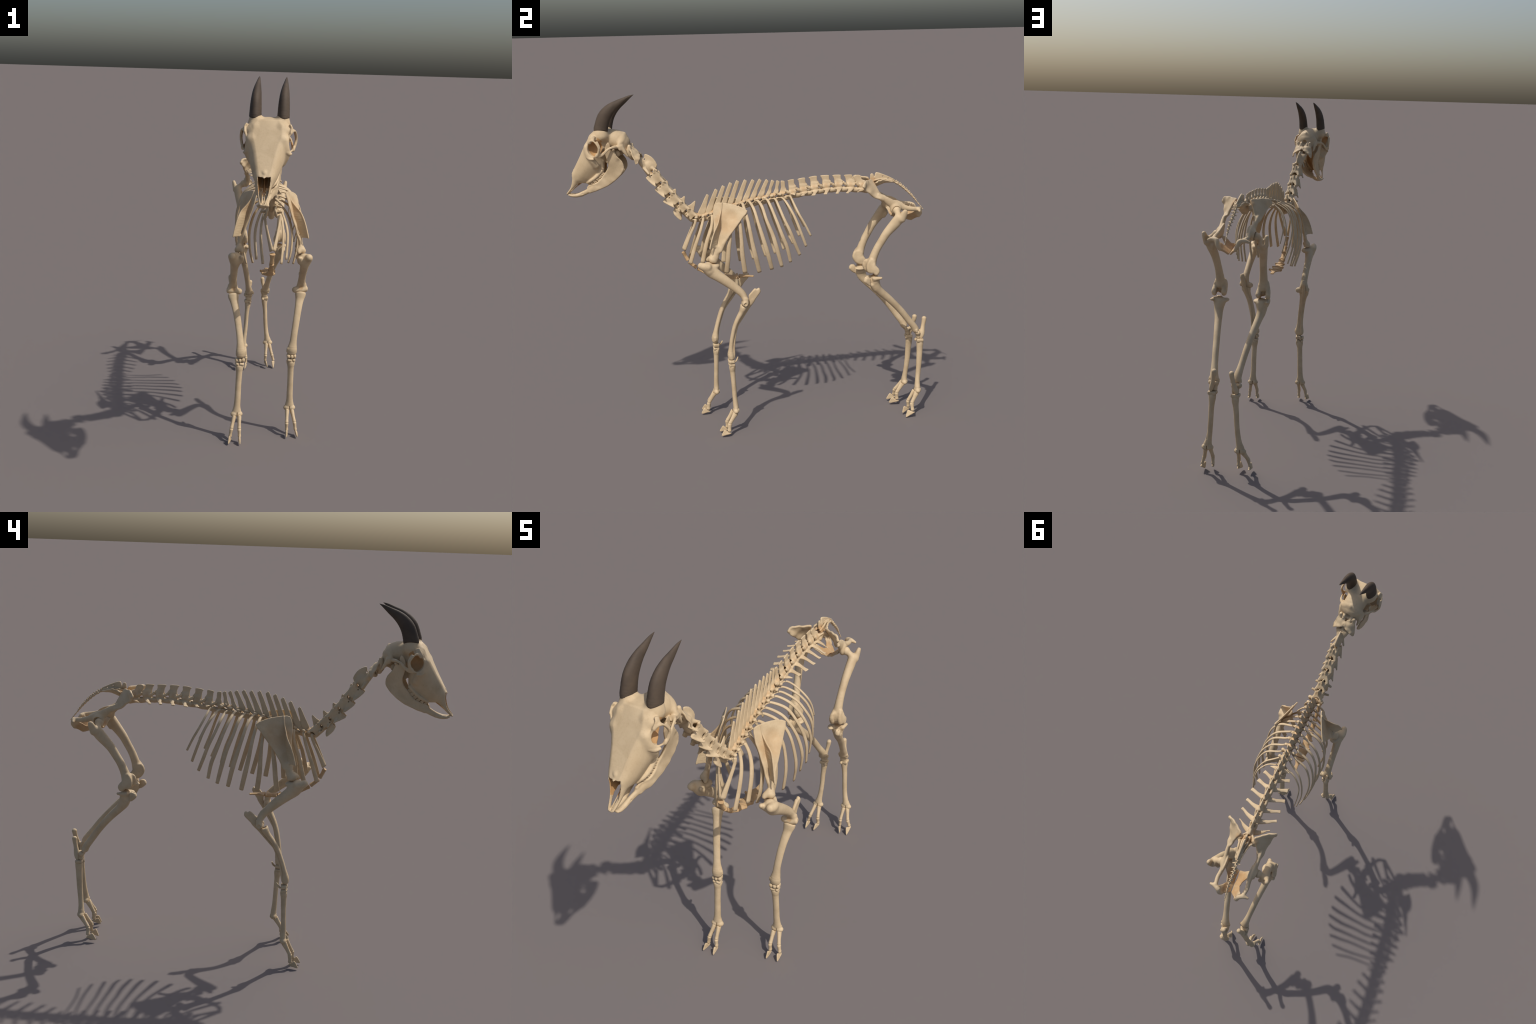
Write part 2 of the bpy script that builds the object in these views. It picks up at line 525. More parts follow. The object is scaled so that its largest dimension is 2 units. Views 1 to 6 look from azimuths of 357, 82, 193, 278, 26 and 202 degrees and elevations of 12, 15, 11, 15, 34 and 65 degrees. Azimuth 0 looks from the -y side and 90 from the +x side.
# hollows darkened by a painted brown cavity shade: eye sockets, nose passage, throat side
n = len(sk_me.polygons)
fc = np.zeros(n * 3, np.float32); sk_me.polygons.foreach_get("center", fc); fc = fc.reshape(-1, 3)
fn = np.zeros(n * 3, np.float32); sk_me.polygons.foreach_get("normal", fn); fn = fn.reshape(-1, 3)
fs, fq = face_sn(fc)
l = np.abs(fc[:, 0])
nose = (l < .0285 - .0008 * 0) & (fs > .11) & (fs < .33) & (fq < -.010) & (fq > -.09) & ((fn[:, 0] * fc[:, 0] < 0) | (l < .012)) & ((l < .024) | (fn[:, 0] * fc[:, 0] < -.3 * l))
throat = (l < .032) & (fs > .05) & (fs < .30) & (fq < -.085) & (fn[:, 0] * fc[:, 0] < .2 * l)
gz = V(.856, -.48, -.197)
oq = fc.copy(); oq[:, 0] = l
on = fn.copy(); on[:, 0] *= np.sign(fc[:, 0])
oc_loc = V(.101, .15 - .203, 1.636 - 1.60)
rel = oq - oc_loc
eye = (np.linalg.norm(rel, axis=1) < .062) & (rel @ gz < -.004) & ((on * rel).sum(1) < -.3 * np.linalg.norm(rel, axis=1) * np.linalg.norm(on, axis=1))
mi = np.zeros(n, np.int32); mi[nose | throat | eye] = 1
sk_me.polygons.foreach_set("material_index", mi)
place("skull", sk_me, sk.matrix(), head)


def mandible():
    b = Bone("mandible", HORG, HAX, H, .0021)
    b.plate([(.018, .268, 1.412, .008), (.024, .258, 1.432, .006), (.044, .205, 1.452, .007), (.047, .168, 1.492, .007), (.056, .143, 1.525, .006),
             (.066, .137, 1.556, .004), (.073, .150, 1.612, .004), (.078, .138, 1.655, .0032), (.079, .124, 1.667, .0028), (.078, .117, 1.648, .003),
             (.076, .116, 1.622, .0035), (.075, .100, 1.626, .006), (.071, .088, 1.595, .005), (.060, .062, 1.562, .0045), (.054, .054, 1.532, .005),
             (.051, .060, 1.508, .006), (.048, .086, 1.476, .007), (.046, .120, 1.448, .008), (.043, .155, 1.426, .008), (.040, .200, 1.408, .008), (.024, .252, 1.389, .008)],
            k=.005, m=2, sym=True)
    b.ell((.075, .101, 1.627), (.016, .008, .007), sym=True)
    b.tube([(.038, .212, 1.422, .008, .016), (.022, .258, 1.402, .0085, .013), (.013, .292, 1.386, .009, .012), (.013, .325, 1.376, .010, .010),
            (.016, .352, 1.3755, .010, .0075), (.017, .368, 1.380, .010, .005)], k=.006, sym=True)
    b.tube([(0, .30, 1.378, .012, .010), (0, .335, 1.371, .014, .008), (0, .362, 1.374, .016, .005)], k=.006)
    b.shell(lambda P: np.sqrt((P[:, 0] / .014) ** 2 + ((P[:, 1] + .215) / .060) ** 2 + ((P[:, 2] + .201) / .012) ** 2) * .012 - .012,
            (-.02, -.28, -.22), (.02, -.15, -.17), .004, "s")
    b.ell((.024, .296, 1.386), (.005, .006, .004), k=.002, op="s", sym=True)
    return b


mb = mandible()
place("mandible", mb.build(BONE), mb.matrix(), head)

# cheek teeth: ridged little crowns in two rows
tooth_b = Bone("tooth", (0, 0, 0), None, None, .0012)
tooth_b.box((0, 0, .002), (.0052, .0082, .011), .0022)
for yy in (-.0042, .0042):
    tooth_b.tube([(.0046, yy, -.008, .0026), (.0046, yy, .0125, .0022)], k=.002)
    tooth_b.ell((0, yy, .013), (.0045, .0032, .004), k=.002)
tooth_b.tube([(.008, 0, -.004, .0028), (.008, 0, .016, .0022)], k=.001, op="s")
tooth_me = tooth_b.build(TOOTH)
up_row = catmull(np.array([(.019, .260, 1.437), (.034, .236, 1.449), (.042, .210, 1.468), (.043, .170, 1.506)]), 12)
lo_row = catmull(np.array([(.017, .255, 1.430), (.031, .230, 1.441), (.039, .203, 1.459), (.041, .162, 1.503)]), 12)
for row, sgn, n in ((up_row, -1, 6), (lo_row, 1, 6)):
    seg = np.r_[0, np.cumsum(np.linalg.norm(np.diff(row, axis=0), axis=1))]
    for i in range(n):
        u = (i + .5) / n * seg[-1]
        p = np.array([np.interp(u, seg, row[:, k]) for k in range(3)])
        q = np.array([np.interp(u + .002, seg, row[:, k]) for k in range(3)])
        t = unit(q - p)
        for side in (1, -1):
            d = V(t[0] * side, t[1], t[2]); c = V(p[0] * side, p[1], p[2])
            up = unit(V(0, .84, .54)) * sgn
            up = unit(up - d * (up @ d)); out = np.cross(d, up)
            if out[0] * side < 0:
                out = -out
            sc = .86 + .36 * i / (n - 1) + rng.uniform(-.05, .05)
            cols = [H(v) - H(V(0, 0, 0)) for v in (out, d, up)]
            M = np.eye(4)
            for k in range(3):
                M[:3, k] = cols[k] * (sc if k < 2 else .85 * sc * rng.uniform(.9, 1.1))
            M[:3, 3] = H(c - up * .002)
            place("tooth", tooth_me, Matrix(M.tolist()), head)


def horn_mesh():
    cs = catmull(np.array([(.163, 1.727, .0345, .0255), (.1625, 1.735, .0358, .0268), (.158, 1.752, .0348, .0262), (.149, 1.780, .0338, .0250), (.1375, 1.803, .0325, .0232), (.116, 1.829, .0285, .0205),
                           (.089, 1.851, .0228, .0160), (.0585, 1.869, .0160, .0115), (.0255, 1.889, .0082, .0060), (.002, 1.9005, .0012, .0012)]), 6)
    n, m = len(cs), 28
    vs = []
    for i in range(n):
        f, z, rf, rl = cs[i]
        t = cs[min(i + 1, n - 1), :2] - cs[max(i - 1, 0), :2]
        t = unit(t); nn = V(-t[1], t[0])
        if nn[0] < 0:
            nn = -nn
        if i < 6:
            nn = unit(V(1, .06))
        ring = 1 + .012 * math.sin(i * 2.1) * (1 - i / n)
        for j in range(m):
            a = 2 * math.pi * j / m
            k = 1 + .05 * math.cos(2 * a)
            lip = -.004 * math.cos(a * 2) if i < 4 else 0
            p = V(f, z) + nn * math.cos(a) * rf * ring * k
            vs.append(H(V(math.sin(a) * rl * ring, p[0], p[1] + lip)) - H(V(0, 0, 0)))
    quads = [(i * m + j, i * m + (j + 1) % m, (i + 1) * m + (j + 1) % m, (i + 1) * m + j) for i in range(n - 1) for j in range(m)]
    vs.append(H(V(0, cs[0, 0], cs[0, 1])) - H(V(0, 0, 0))); vs.append(H(V(0, .0, 1.902)) - H(V(0, 0, 0)))
    c0, c1 = len(vs) - 2, len(vs) - 1
    quads += [(c0, (j + 1) % m, j, j) for j in range(m)]
    vs = np.array(vs)
    me = bpy.data.meshes.new("horn")
    me.from_pydata(vs.tolist(), [], [tuple(dict.fromkeys(q)) for q in quads] + [(c1, (n - 1) * m + j, (n - 1) * m + (j + 1) % m) for j in range(m)])
    me.polygons.foreach_set("use_smooth", np.ones(len(me.polygons), bool))
    me.materials.append(HORN); me.update()
    return me


hm = horn_mesh()
for l in (.0605, -.0605):
    place("horn", hm, Matrix.Translation((HO + HLT * l).tolist()), head)


# ================================================================== VERTEBRAE
def vframe(J0, J1, ex=V(1, 0, 0)):
    """vertebra coordinates (lateral, along the spine, dorsal) about the middle of the body"""
    J0, J1 = np.array(J0, float), np.array(J1, float)
    t = unit(J1 - J0); e = unit(ex - t * (ex @ t)); n = np.cross(e, t)
    if n[2] < 0:
        n = -n
    c = (J0 + J1) / 2
    A = np.array([e, t, n])
    return c, A, (lambda p: c + np.asarray(p, float) @ A), np.linalg.norm(J1 - J0)


def wpt(c, A, p):
    return tuple(A @ (np.array(p, float) - c))


neck = group("neck", (-.025, -.5, 1.45))


def atlas():
    ex = unit(V(.99, -.15, 0))
    b = Bone("atlas_vertebra", (-.038, -.62, 1.59), h=.0018)
    for s in (1, -1):
        pt = (lambda l, d, z, th: tuple(V(-.0395, -.624, 0) + ex * l * s + V(.15, .99, 0) * d + V(0, 0, z)) + (th,))
        b.plate([pt(.0, -.006, 1.620, .006), pt(.024, -.010, 1.630, .006), pt(.041, -.018, 1.640, .006), pt(.053, -.008, 1.615, .004), pt(.062, .004, 1.583, .0035),
                 pt(.066, .018, 1.546, .004), pt(.057, .030, 1.552, .0035), pt(.046, .038, 1.572, .004), pt(.026, .036, 1.583, .005), pt(.0, .026, 1.598, .006)], k=.006, m=2,
                extra=[pt(.034, .01, 1.606, .0045)])
        b.tube([pt(.040, -.016, 1.638, .009), pt(.036, -.02, 1.61, .012), pt(.026, -.014, 1.585, .012), pt(.0, -.006, 1.572, .011)], k=.008)
        b.tube([pt(.036, .0, 1.598, .008), pt(.034, .02, 1.572, .009), pt(.018, .018, 1.555, .009), pt(.0, .012, 1.553, .009)], k=.008)
        b.ell(pt(.031, -.003, 1.624, 0)[:3], (.0038, .0038, .007), k=.002, op="s")
    b.tube([(-.043, -.66, 1.625, .016), (-.036, -.60, 1.578, .017), (-.034, -.57, 1.55, .018)], k=.004, op="s")
    return b


def axis_vertebra():
    b = Bone("axis_vertebra", (-.03, -.55, 1.53), h=.0018)
    ex = unit(V(.977, -.21, .0))
    b.tube([(-.0345, -.594, 1.560, .040, .012), (-.034, -.586, 1.546, .033, .015), (-.031, -.570, 1.522, .021, .016), (-.028, -.551, 1.487, .017, .0145)], k=.006, hint=ex)
    b.tube([(-.037, -.612, 1.585, .008), (-.035, -.596, 1.558, .011)], k=.006)
    b.plate([(-.033, -.567, 1.591, .0035), (-.031, -.545, 1.584, .0038), (-.029, -.522, 1.566, .004), (-.026, -.503, 1.530, .004), (-.027, -.520, 1.508, .007),
             (-.030, -.552, 1.528, .009), (-.034, -.580, 1.556, .008), (-.0335, -.571, 1.574, .004)], k=.008, m=2)
    b.ell((-.030, -.545, 1.523), (.017, .027, .022), k=.012, rot=[(1, 0, 0), (0, .6, -.8), (0, .8, .6)])
    for s, px, tr in ((1, -.004, .010), (-1, -.046, -.062)):
        b.tube([(-.027 + s * .008, -.530, 1.515, .009), (px, -.509, 1.504, .0065, .0055)], k=.008)
        b.tube([(-.03 + s * .018, -.573, 1.520, .010, .005), (tr, -.551, 1.490, .005)], k=.006, hint=(0, 1, 0))
        b.tube([(-.034 + s * .055, -.57, 1.563, .004), (-.034 - s * .0, -.57, 1.563, .004)], k=.002, op="s")
    return b


for fn in (atlas, axis_vertebra):
    b = fn(); place(b.name, b.build(BONE), b.matrix(), neck)

NJ = [(-.027, -.545, 1.488), (-.023, -.502, 1.424), (-.018, -.457, 1.362), (-.014, -.412, 1.307), (-.011, -.371, 1.265), (-.008, -.330, 1.224)]
# per cervical vertebra: spine tip (along, dorsal), lamella kind
NECK = [(-.017, .0485, 0), (-.024, .050, 0), (-.033, .057, 1), (-.030, .0666, 2), (-.0285, .086, 3)]
for i, (ts, ns, kind) in enumerate(NECK):
    c, A, conv, L = vframe(NJ[i], NJ[i + 1], unit(V(1, -.10 + .02 * i, 0)))
    hl = L / 2
    b = Bone("cervical_vertebra", c, A, conv, .0019)
    b.tube([(0, -hl - .002, .0, .012), (0, -hl * .5, 0, .0145), (0, 0, -.001, .0135), (0, hl * .6, 0, .015), (0, hl - .001, 0, .0145)], k=.004)
    # roof, joint processes
    z = .034
    b.plate([(0, -hl * .55, z + .001, .004), (.016, -hl * .9, z, .0045), (.026, -hl * 1.12, z + .001, .005), (.026, -hl * .7, z - .001, .005), (.0185, 0, z - .001, .005), (.029, hl * .8, z + .003, .005),
             (.031, hl * 1.18, z + .005, .0045), (.022, hl * 1.25, z + .005, .0045), (.010, hl * .75, z + .003, .004), (0, hl * .6, z + .002, .004)], k=.004, m=2, sym=True)
    b.tube([(.016, -hl * .5, .010, .008, .006), (.0195, -hl * .15, .024, .015 * hl / .038, .006), (.018, 0, .034, .014, .006)], k=.008, hint=(0, 1, 0), sym=True)
    b.plate([(.019, -hl * .80, -.020 if kind < 2 else -.004, .005), (.020, -hl * .80, .008, .005), (.023, -hl * .88, .030, .005), (.0195, 0, .034, .005), (.024, hl * .80, .036, .005), (.0195, hl * .78, .015, .005),
             (.024, hl * .72, -.004, .005), (.021, 0, -.014 if kind < 2 else -.004, .005)], k=.008, sym=True, m=2)
    b.tube([(.023, hl * .75, .030, .005), (.026, hl * 1.02, .036, .006, .005)], k=.005, sym=True)
    b.tube([(.024, -hl * .75, .024, .006), (.026, -hl * 1.05, .031, .007, .006)], k=.005, sym=True)
    # spine
    w = .012 + .004 * (i == 4)
    b.plate([(0, ts - .004, ns, .0022), (0, ts + .005, ns - .001, .0025), (0, ts + w + .004, (ns + z) / 2, .003), (0, ts + w + .016, z, .004), (0, ts - .010, z, .004), (0, ts - .006, (ns + z) / 2, .003)], k=.006, m=2)
    # side lamellae
    if kind < 2:
        dn = -.030 - .008 * kind
        b.plate([(.018, -hl * .85, dn, .0035), (.019, -hl * .7, -.006, .005), (.024, hl * .3, -.001, .005), (.040, hl * .75, -.008, .0045), (.045, hl * .95, -.012, .004), (.038, hl * .5, -.020, .0035),
                 (.028, -hl * .25, -.028 - .004 * kind, .003)], k=.006, m=2, sym=True)
    elif kind == 2:
        b.plate([(.016, -.020, -.035, .004), (.018, -.022, -.012, .006), (.020, .010, -.010, .006), (.022, .034, -.024, .004), (.026, .044, -.040, .004), (.026, .028, -.044, .004), (.022, .0, -.044, .004)], k=.006, m=2, sym=True)
        b.tube([(.016, -.008, .0, .010, .006), (.032, -.004, -.004, .008, .005), (.046, -.001, -.006, .007, .005)], k=.006, hint=(0, 1, 0), sym=True)
    else:
        b.tube([(.014, -.006, .004, .011, .007), (.034, -.008, .002, .007, .005), (.049, -.010, .002, .007, .006)], k=.006, hint=(0, 1, 0), sym=True)
    # canal and side foramina
    b.tube([(0, -hl * 1.4, .0245, .0085, .0075), (0, hl * 1.4, .0255, .0085, .0075)], k=.002, op="s")
    b.ell((.026, hl * 1.02, .013), (.02, .0075, .0065), k=.003, op="s", sym=True)
    b.ell((.029, -hl * 1.02, .012), (.016, .0050, .0060), k=.003, op="s", sym=True)
    b.ell((.026, -hl * .62, .002), (.012, .0035, .0035), k=.002, op="s", sym=True)
    b.stain((0, -hl, .018, .022, .6), (0, hl, .018, .022, .6))
    place("cervical_vertebra", b.build(BONE), b.matrix(), neck)

# ---- back: foramina along the spine give the discs
FOR = [(-.323, 1.236), (-.281, 1.236), (-.239, 1.245), (-.198, 1.258), (-.157, 1.270), (-.116, 1.281), (-.075, 1.292), (-.036, 1.304), (.005, 1.311), (.050, 1.317),
       (.095, 1.327), (.142, 1.335), (.197, 1.343), (.255, 1.354), (.316, 1.363), (.378, 1.371), (.445, 1.375), (.513, 1.375), (.582, 1.369), (.645, 1.362)]
JB = []
for i, (y, z) in enumerate(FOR):
    k = np.clip((i - 8) / 6, 0, 1)
    JB.append(V(0, y + .004 - .001 * k, z - .0145 - .0045 * k))
JB[0][0] = -.006
TIP = [(-.241, 1.357), (-.193, 1.383), (-.153, 1.400), (-.113, 1.415), (-.075, 1.425), (-.032, 1.427), (.010, 1.426), (.049, 1.427), (.087, 1.423), (.119, 1.419), (.148, 1.416), (.174, 1.415), (.218, 1.421),
       (.277, 1.427), (.341, 1.434), (.408, 1.437), (.475, 1.436), (.540, 1.434), (.592, 1.431)]
BASE = [(-.303, 1.247, -.255, 1.252), (-.262, 1.252, -.221, 1.258), (-.222, 1.262, -.184, 1.270), (-.180, 1.274, -.145, 1.283), (-.140, 1.287, -.104, 1.294), (-.097, 1.297, -.060, 1.302),
        (-.056, 1.308, -.018, 1.318), (-.014, 1.318, .024, 1.328), (.028, 1.326, .070, 1.337), (.072, 1.330, .108, 1.343), (.115, 1.338, .152, 1.350), (.157, 1.346, .200, 1.354), (.196, 1.358, .250, 1.372)]
KNOB = [(.038, -.311, 1.243), (.034, -.273, 1.247), (.032, -.229, 1.258), (.030, -.187, 1.271), (.029, -.146, 1.285), (.028, -.105, 1.298), (.028, -.064, 1.311), (.028, -.020, 1.319), (.031, .024, 1.328),
        (.032, .068, 1.331), (.034, .107, 1.341), (.034, .152, 1.347)]
TRANS = [(.074, .272, 1.345, .0115), (.085, .329, 1.345, .0125), (.095, .393, 1.350, .011), (.096, .458, 1.351, .0095), (.099, .514, 1.351, .0085), (.086, .576, 1.351, .004)]
back = group("backbone", (0, .1, 1.33))
for i in range(19):
    lum = i >= 12
    c, A, conv, L = vframe(JB[i], JB[i + 1])
    hl = L / 2
    r = .0130 + .0035 * np.clip((i - 8) / 6, 0, 1)
    b = Bone("lumbar_vertebra" if i >= 13 else "thoracic_vertebra", c, A, conv, .0019)
    lc = lambda *p: wpt(c, A, p)
    b.tube([(0, -hl + .002, 0, r * 1.12, r), (0, -hl * .5, 0, r * .95, r * .9), (0, .0, 0, r * .86, r * .8), (0, hl * .5, 0, r * .95, r * .9), (0, hl - .002, 0, r * 1.12, r)], k=.004)
    top = r + .006
    ty, tz = TIP[i]
    if not lum:
        y0, z0, y1, z1 = BASE[i]
        y1 = y0 + (y1 - y0) * .92
        ax = unit(V(ty, tz) - V((y0 + y1) / 2, (z0 + z1) / 2)); cr = V(ax[1], -ax[0])
        w = .0105 if i < 11 else .0115
        if i == 0:
            w = .0085
        tf, tb = V(ty, tz) - cr * w, V(ty, tz) + cr * w
        mf, mb_ = V(y0, z0) * .5 + tf * .5 - cr * (.001 if i < 9 else -.004), V(y1, z1) * .5 + tb * .5 - cr * (.001 + .003 * (i > 6))
        P = lambda q, th: lc(0, q[0], q[1]) + (th,)
        b.plate([P(tf + ax * .001, .0038), P(tf * .5 + tb * .5 + ax * .0035, .0038), P(tb - ax * .003, .0038), P(mb_, .0040), P(V(y1, z1), .0075), P(V(y0, z0), .005), P(mf, .0030)], k=.005, m=2)
        # arch and transverse knobs
        b.tube([(.010, -hl * .30, r * .5, .012, .005), (.011, -hl * .1, top + .004, .013, .005), (.004, .002, top + .010, .015, .005)], k=.006, hint=(0, 1, 0), sym=True)
        b.plate([(.0, -hl * .75, top + .008, .004), (.010, -hl * .72, top + .004, .004), (.0125, hl * .1, top + .004, .004), (.009, hl * .95, top + .004, .0035), (0, hl * .85, top + .008, .004)], k=.005, m=2, sym=True)
        if i < 12:
            kx, ky, kz = KNOB[i]
            K = lc(kx, ky, kz)
            b.tube([(.009, K[1] * .4 - .004, top, .008, .006), (.5 * K[0] + .004, K[1] * .7, K[2] * .8 + top * .2, .007, .006), K + (.0075, .0055)], k=.006, hint=(0, 1, 0), sym=True)
            b.ell((K[0] - .001, K[1] + .002, K[2] + .002), (.007, .0085, .005), sym=True)
        else:
            K = lc(.054, .231, 1.346)
            b.tube([(.010, K[1] - .004, r * .7, .013, .004), (.03, K[1] - .003, K[2] + .002, .011, .0035), K + (.003, .0025)], k=.006, hint=(0, 1, 0), sym=True)
    else:
        s = 1. if i > 12 else .78
        if i == 12:
            pass
    if i >= 11:
        if lum:
            h0 = tz - (c[2] + top)
            k = 1.0 if i < 17 else .88
            w = {12: .0185, 13: .0215, 14: .0235, 15: .0245, 16: .0235, 17: .0235, 18: .0215}[i]
            P = lambda y, z, th: lc(0, ty + y, tz + z) + (th,)
            tl = .004 if i < 15 else 0
            if i < 18:
                b.plate([P(-w, -tl, .0032), P(0, .002, .0034), P(w, tl * .5, .0034), P(w + .001, -.012, .0030), P(w + .003, -.024, .0032), P(w + .013, -.038, .006), P(w * .2, -.050, .006), P(-.010, -.047, .006),
                         P(-.013, -.024, .0032), P(-w * .78, -.010, .0030)], k=.005, m=2)
            else:
                b.plate([P(-.020, -.008, .003), P(-.004, .001, .003), P(.018, -.004, .003), P(.028, -.030, .005), P(.034, -.062, .008), P(.0, -.050, .006), P(-.012, -.030, .003)], k=.005, m=2)
                b.tube([(.010, hl * .5, top + .004, .007), (.024, hl * 1.0, top + .014, .005), (.032, hl * 1.35, top + .018, .005)], k=.006, sym=True)
            b.tube([(.0115, .002, r * .4, .021, .0055), (.0115, .002, top + .004, .022, .0055), (.006, .006, top + .014, .021, .0055), (.0015, .010, top + .026, .018, .005)], k=.007, hint=(0, 1, 0), sym=True)
            if i == 12:
                K = lc(.054, .231, 1.346)
                b.tube([(.010, K[1] - .002, r * .7, .014, .004), (.03, K[1] - .003, K[2] + .002, .011, .0035), K + (.003, .0025)], k=.006, hint=(0, 1, 0), sym=True)
            else:
                x, y, z, w2 = TRANS[i - 13]
                K = lc(x, y, z)
                b.tube([(.008, K[1] * .2 + .006, .008, .022, .007), (.022, K[1] * .25 + .008, .006, .0150, .0050), (K[0] * .56, K[1] * .5 + .005, (K[2] + .006) * .55, .0098, .0040), (K[0] * .84, K[1] * .85 + .001, K[2] + .001, w2 * .86, .0035),
                        (K[0] - .001, K[1], K[2], w2, .0030)], k=.006, hint=(0, 1, 0), sym=True)
            # rear joint processes
            b.tube([(.007, hl * .6, top + .010, .005), (.009, hl * 1.08, top + .009, .0055, .0045)], k=.005, sym=True)
        # fore joint processes with their rounded knobs
        b.tube([(.012, -hl * .45, top, .006), (.015, -hl * .95, top + .008, .006, .005)], k=.006, sym=True)
        b.tube([(.0155, -hl * .80, top + .006, .0055, .0065), (.0165, -hl * 1.22, top + .017, .0055, .0065)], k=.005, sym=True)
    b.tube([(0, -hl * 1.6, r + .0065, .0055), (0, hl * 1.6, r + .0065, .0055)], k=.002, op="s")
    b.ell((.016, hl * .98, r + .002), (.014, .0075, .0075), k=.003, op="s", sym=True)
    b.stain((0, 0, top + .004, .024, .62))
    place(b.name, b.build(BONE), b.matrix(), back)

# ---- sacrum
b = Bone("sacrum", (0, .72, 1.385), h=.0019)
b.tube([(0, .652, 1.352, .026, .016), (0, .680, 1.366, .022, .013), (0, .715, 1.378, .015, .010), (0, .755, 1.388, .012, .0075), (0, .797, 1.386, .010, .0065)], k=.006)
b.tube([(.012, .662, 1.362, .012, .012), (.034, .672, 1.378, .012, .012), (.046, .684, 1.362, .016, .008)], k=.01, sym=True)
b.plate([(.008, .690, 1.372, .006), (.038, .690, 1.392, .006), (.030, .715, 1.400, .005), (.026, .735, 1.404, .004), (.022, .755, 1.398, .004), (.018, .79, 1.388, .003), (.008, .79, 1.385, .004), (.008, .74, 1.383, .006)], k=.006, sym=True, m=2)
b.plate([(0, .667, 1.430, .004), (0, .676, 1.436, .004), (0, .686, 1.430, .004), (0, .690, 1.395, .006), (0, .667, 1.385, .006)], k=.005, m=2)
b.plate([(0, .695, 1.437, .005), (0, .710, 1.4405, .005), (0, .732, 1.433, .005), (0, .765, 1.419, .004), (0, .799, 1.402, .003), (0, .797, 1.394, .003), (0, .755, 1.395, .005), (0, .693, 1.390, .006)], k=.005, m=2)
for y, z in ((.738, 1.418), (.769, 1.405)):
    b.tube([(-.02, y, z, .003, .003), (.02, y, z, .003, .003)], k=.002, op="s")
b.tube([(.012, .662, 1.392, .006), (.015, .70, 1.402, .005), (.011, .735, 1.404, .004), (.008, .79, 1.394, .003)], k=.005, sym=True)
b.tube([(0, .62, 1.380, .010, .006), (0, .70, 1.394, .007, .005), (0, .74, 1.402, .004, .003)], k=.003, op="s")
b.stain((0, .675, 1.385, .04, .7), (0, .73, 1.385, .02, .7))
place("sacrum", b.build(BONE), b.matrix(), back)

# ---- tail
tail = group("tail", (0, .88, 1.32))
TP = catmull(np.array([(0, .800, 1.386), (-.003, .826, 1.372), (-.004, .848, 1.356), (-.003, .868, 1.339), (.0, .886, 1.322), (.003, .903, 1.305), (.0035, .921, 1.285), (.004, .938, 1.264), (.004, .956, 1.243), (.004, .975, 1.219)]), 8)
seg = np.r_[0, np.cumsum(np.linalg.norm(np.diff(TP, axis=0), axis=1))]
at = lambda u: np.array([np.interp(u * seg[-1], seg, TP[:, k]) for k in range(3)])
cuts = np.r_[0, np.cumsum([1.25, 1.15, 1.05, 1, 1, .95, .95, 1, 1, 1.0, .9])]; cuts /= cuts[-1]
for i in range(len(cuts) - 1):
    a, d = at(cuts[i]), at(cuts[i + 1])
    d = d - (d - a) * .07
    c, A, conv, L = vframe(a, d)
    g = 1 - i / (len(cuts) - 1)
    r = .0024 + .0052 * g
    b = Bone("tail_vertebra", c, A, conv, max(.0008, r / 5.5))
    b.tube([(0, -L * .45, 0, r), (0, 0, 0, r * .60), (0, L * .45, 0, r)], k=.002)
    if i < 8:
        wx = .004 + .016 * g ** 1.5
        b.tube([(0, .0, 0, r * .9, r * .35), (wx, L * .22, -.001, r * .35, r * .25)], k=.002, hint=(0, 1, 0), sym=True)
        b.tube([(r * .5, -L * .2, r * .5, r * .45), (r * .8, -L * .62, r * 1.35, r * .4)], k=.002, sym=True)
        b.tube([(0, 0, r * .4, r * .5, r * .35), (0, L * .1, r * 1.7, r * .55, r * .3)], k=.002, hint=(0, 1, 0))
    place("tail_vertebra", b.build(BONE), b.matrix(), tail)

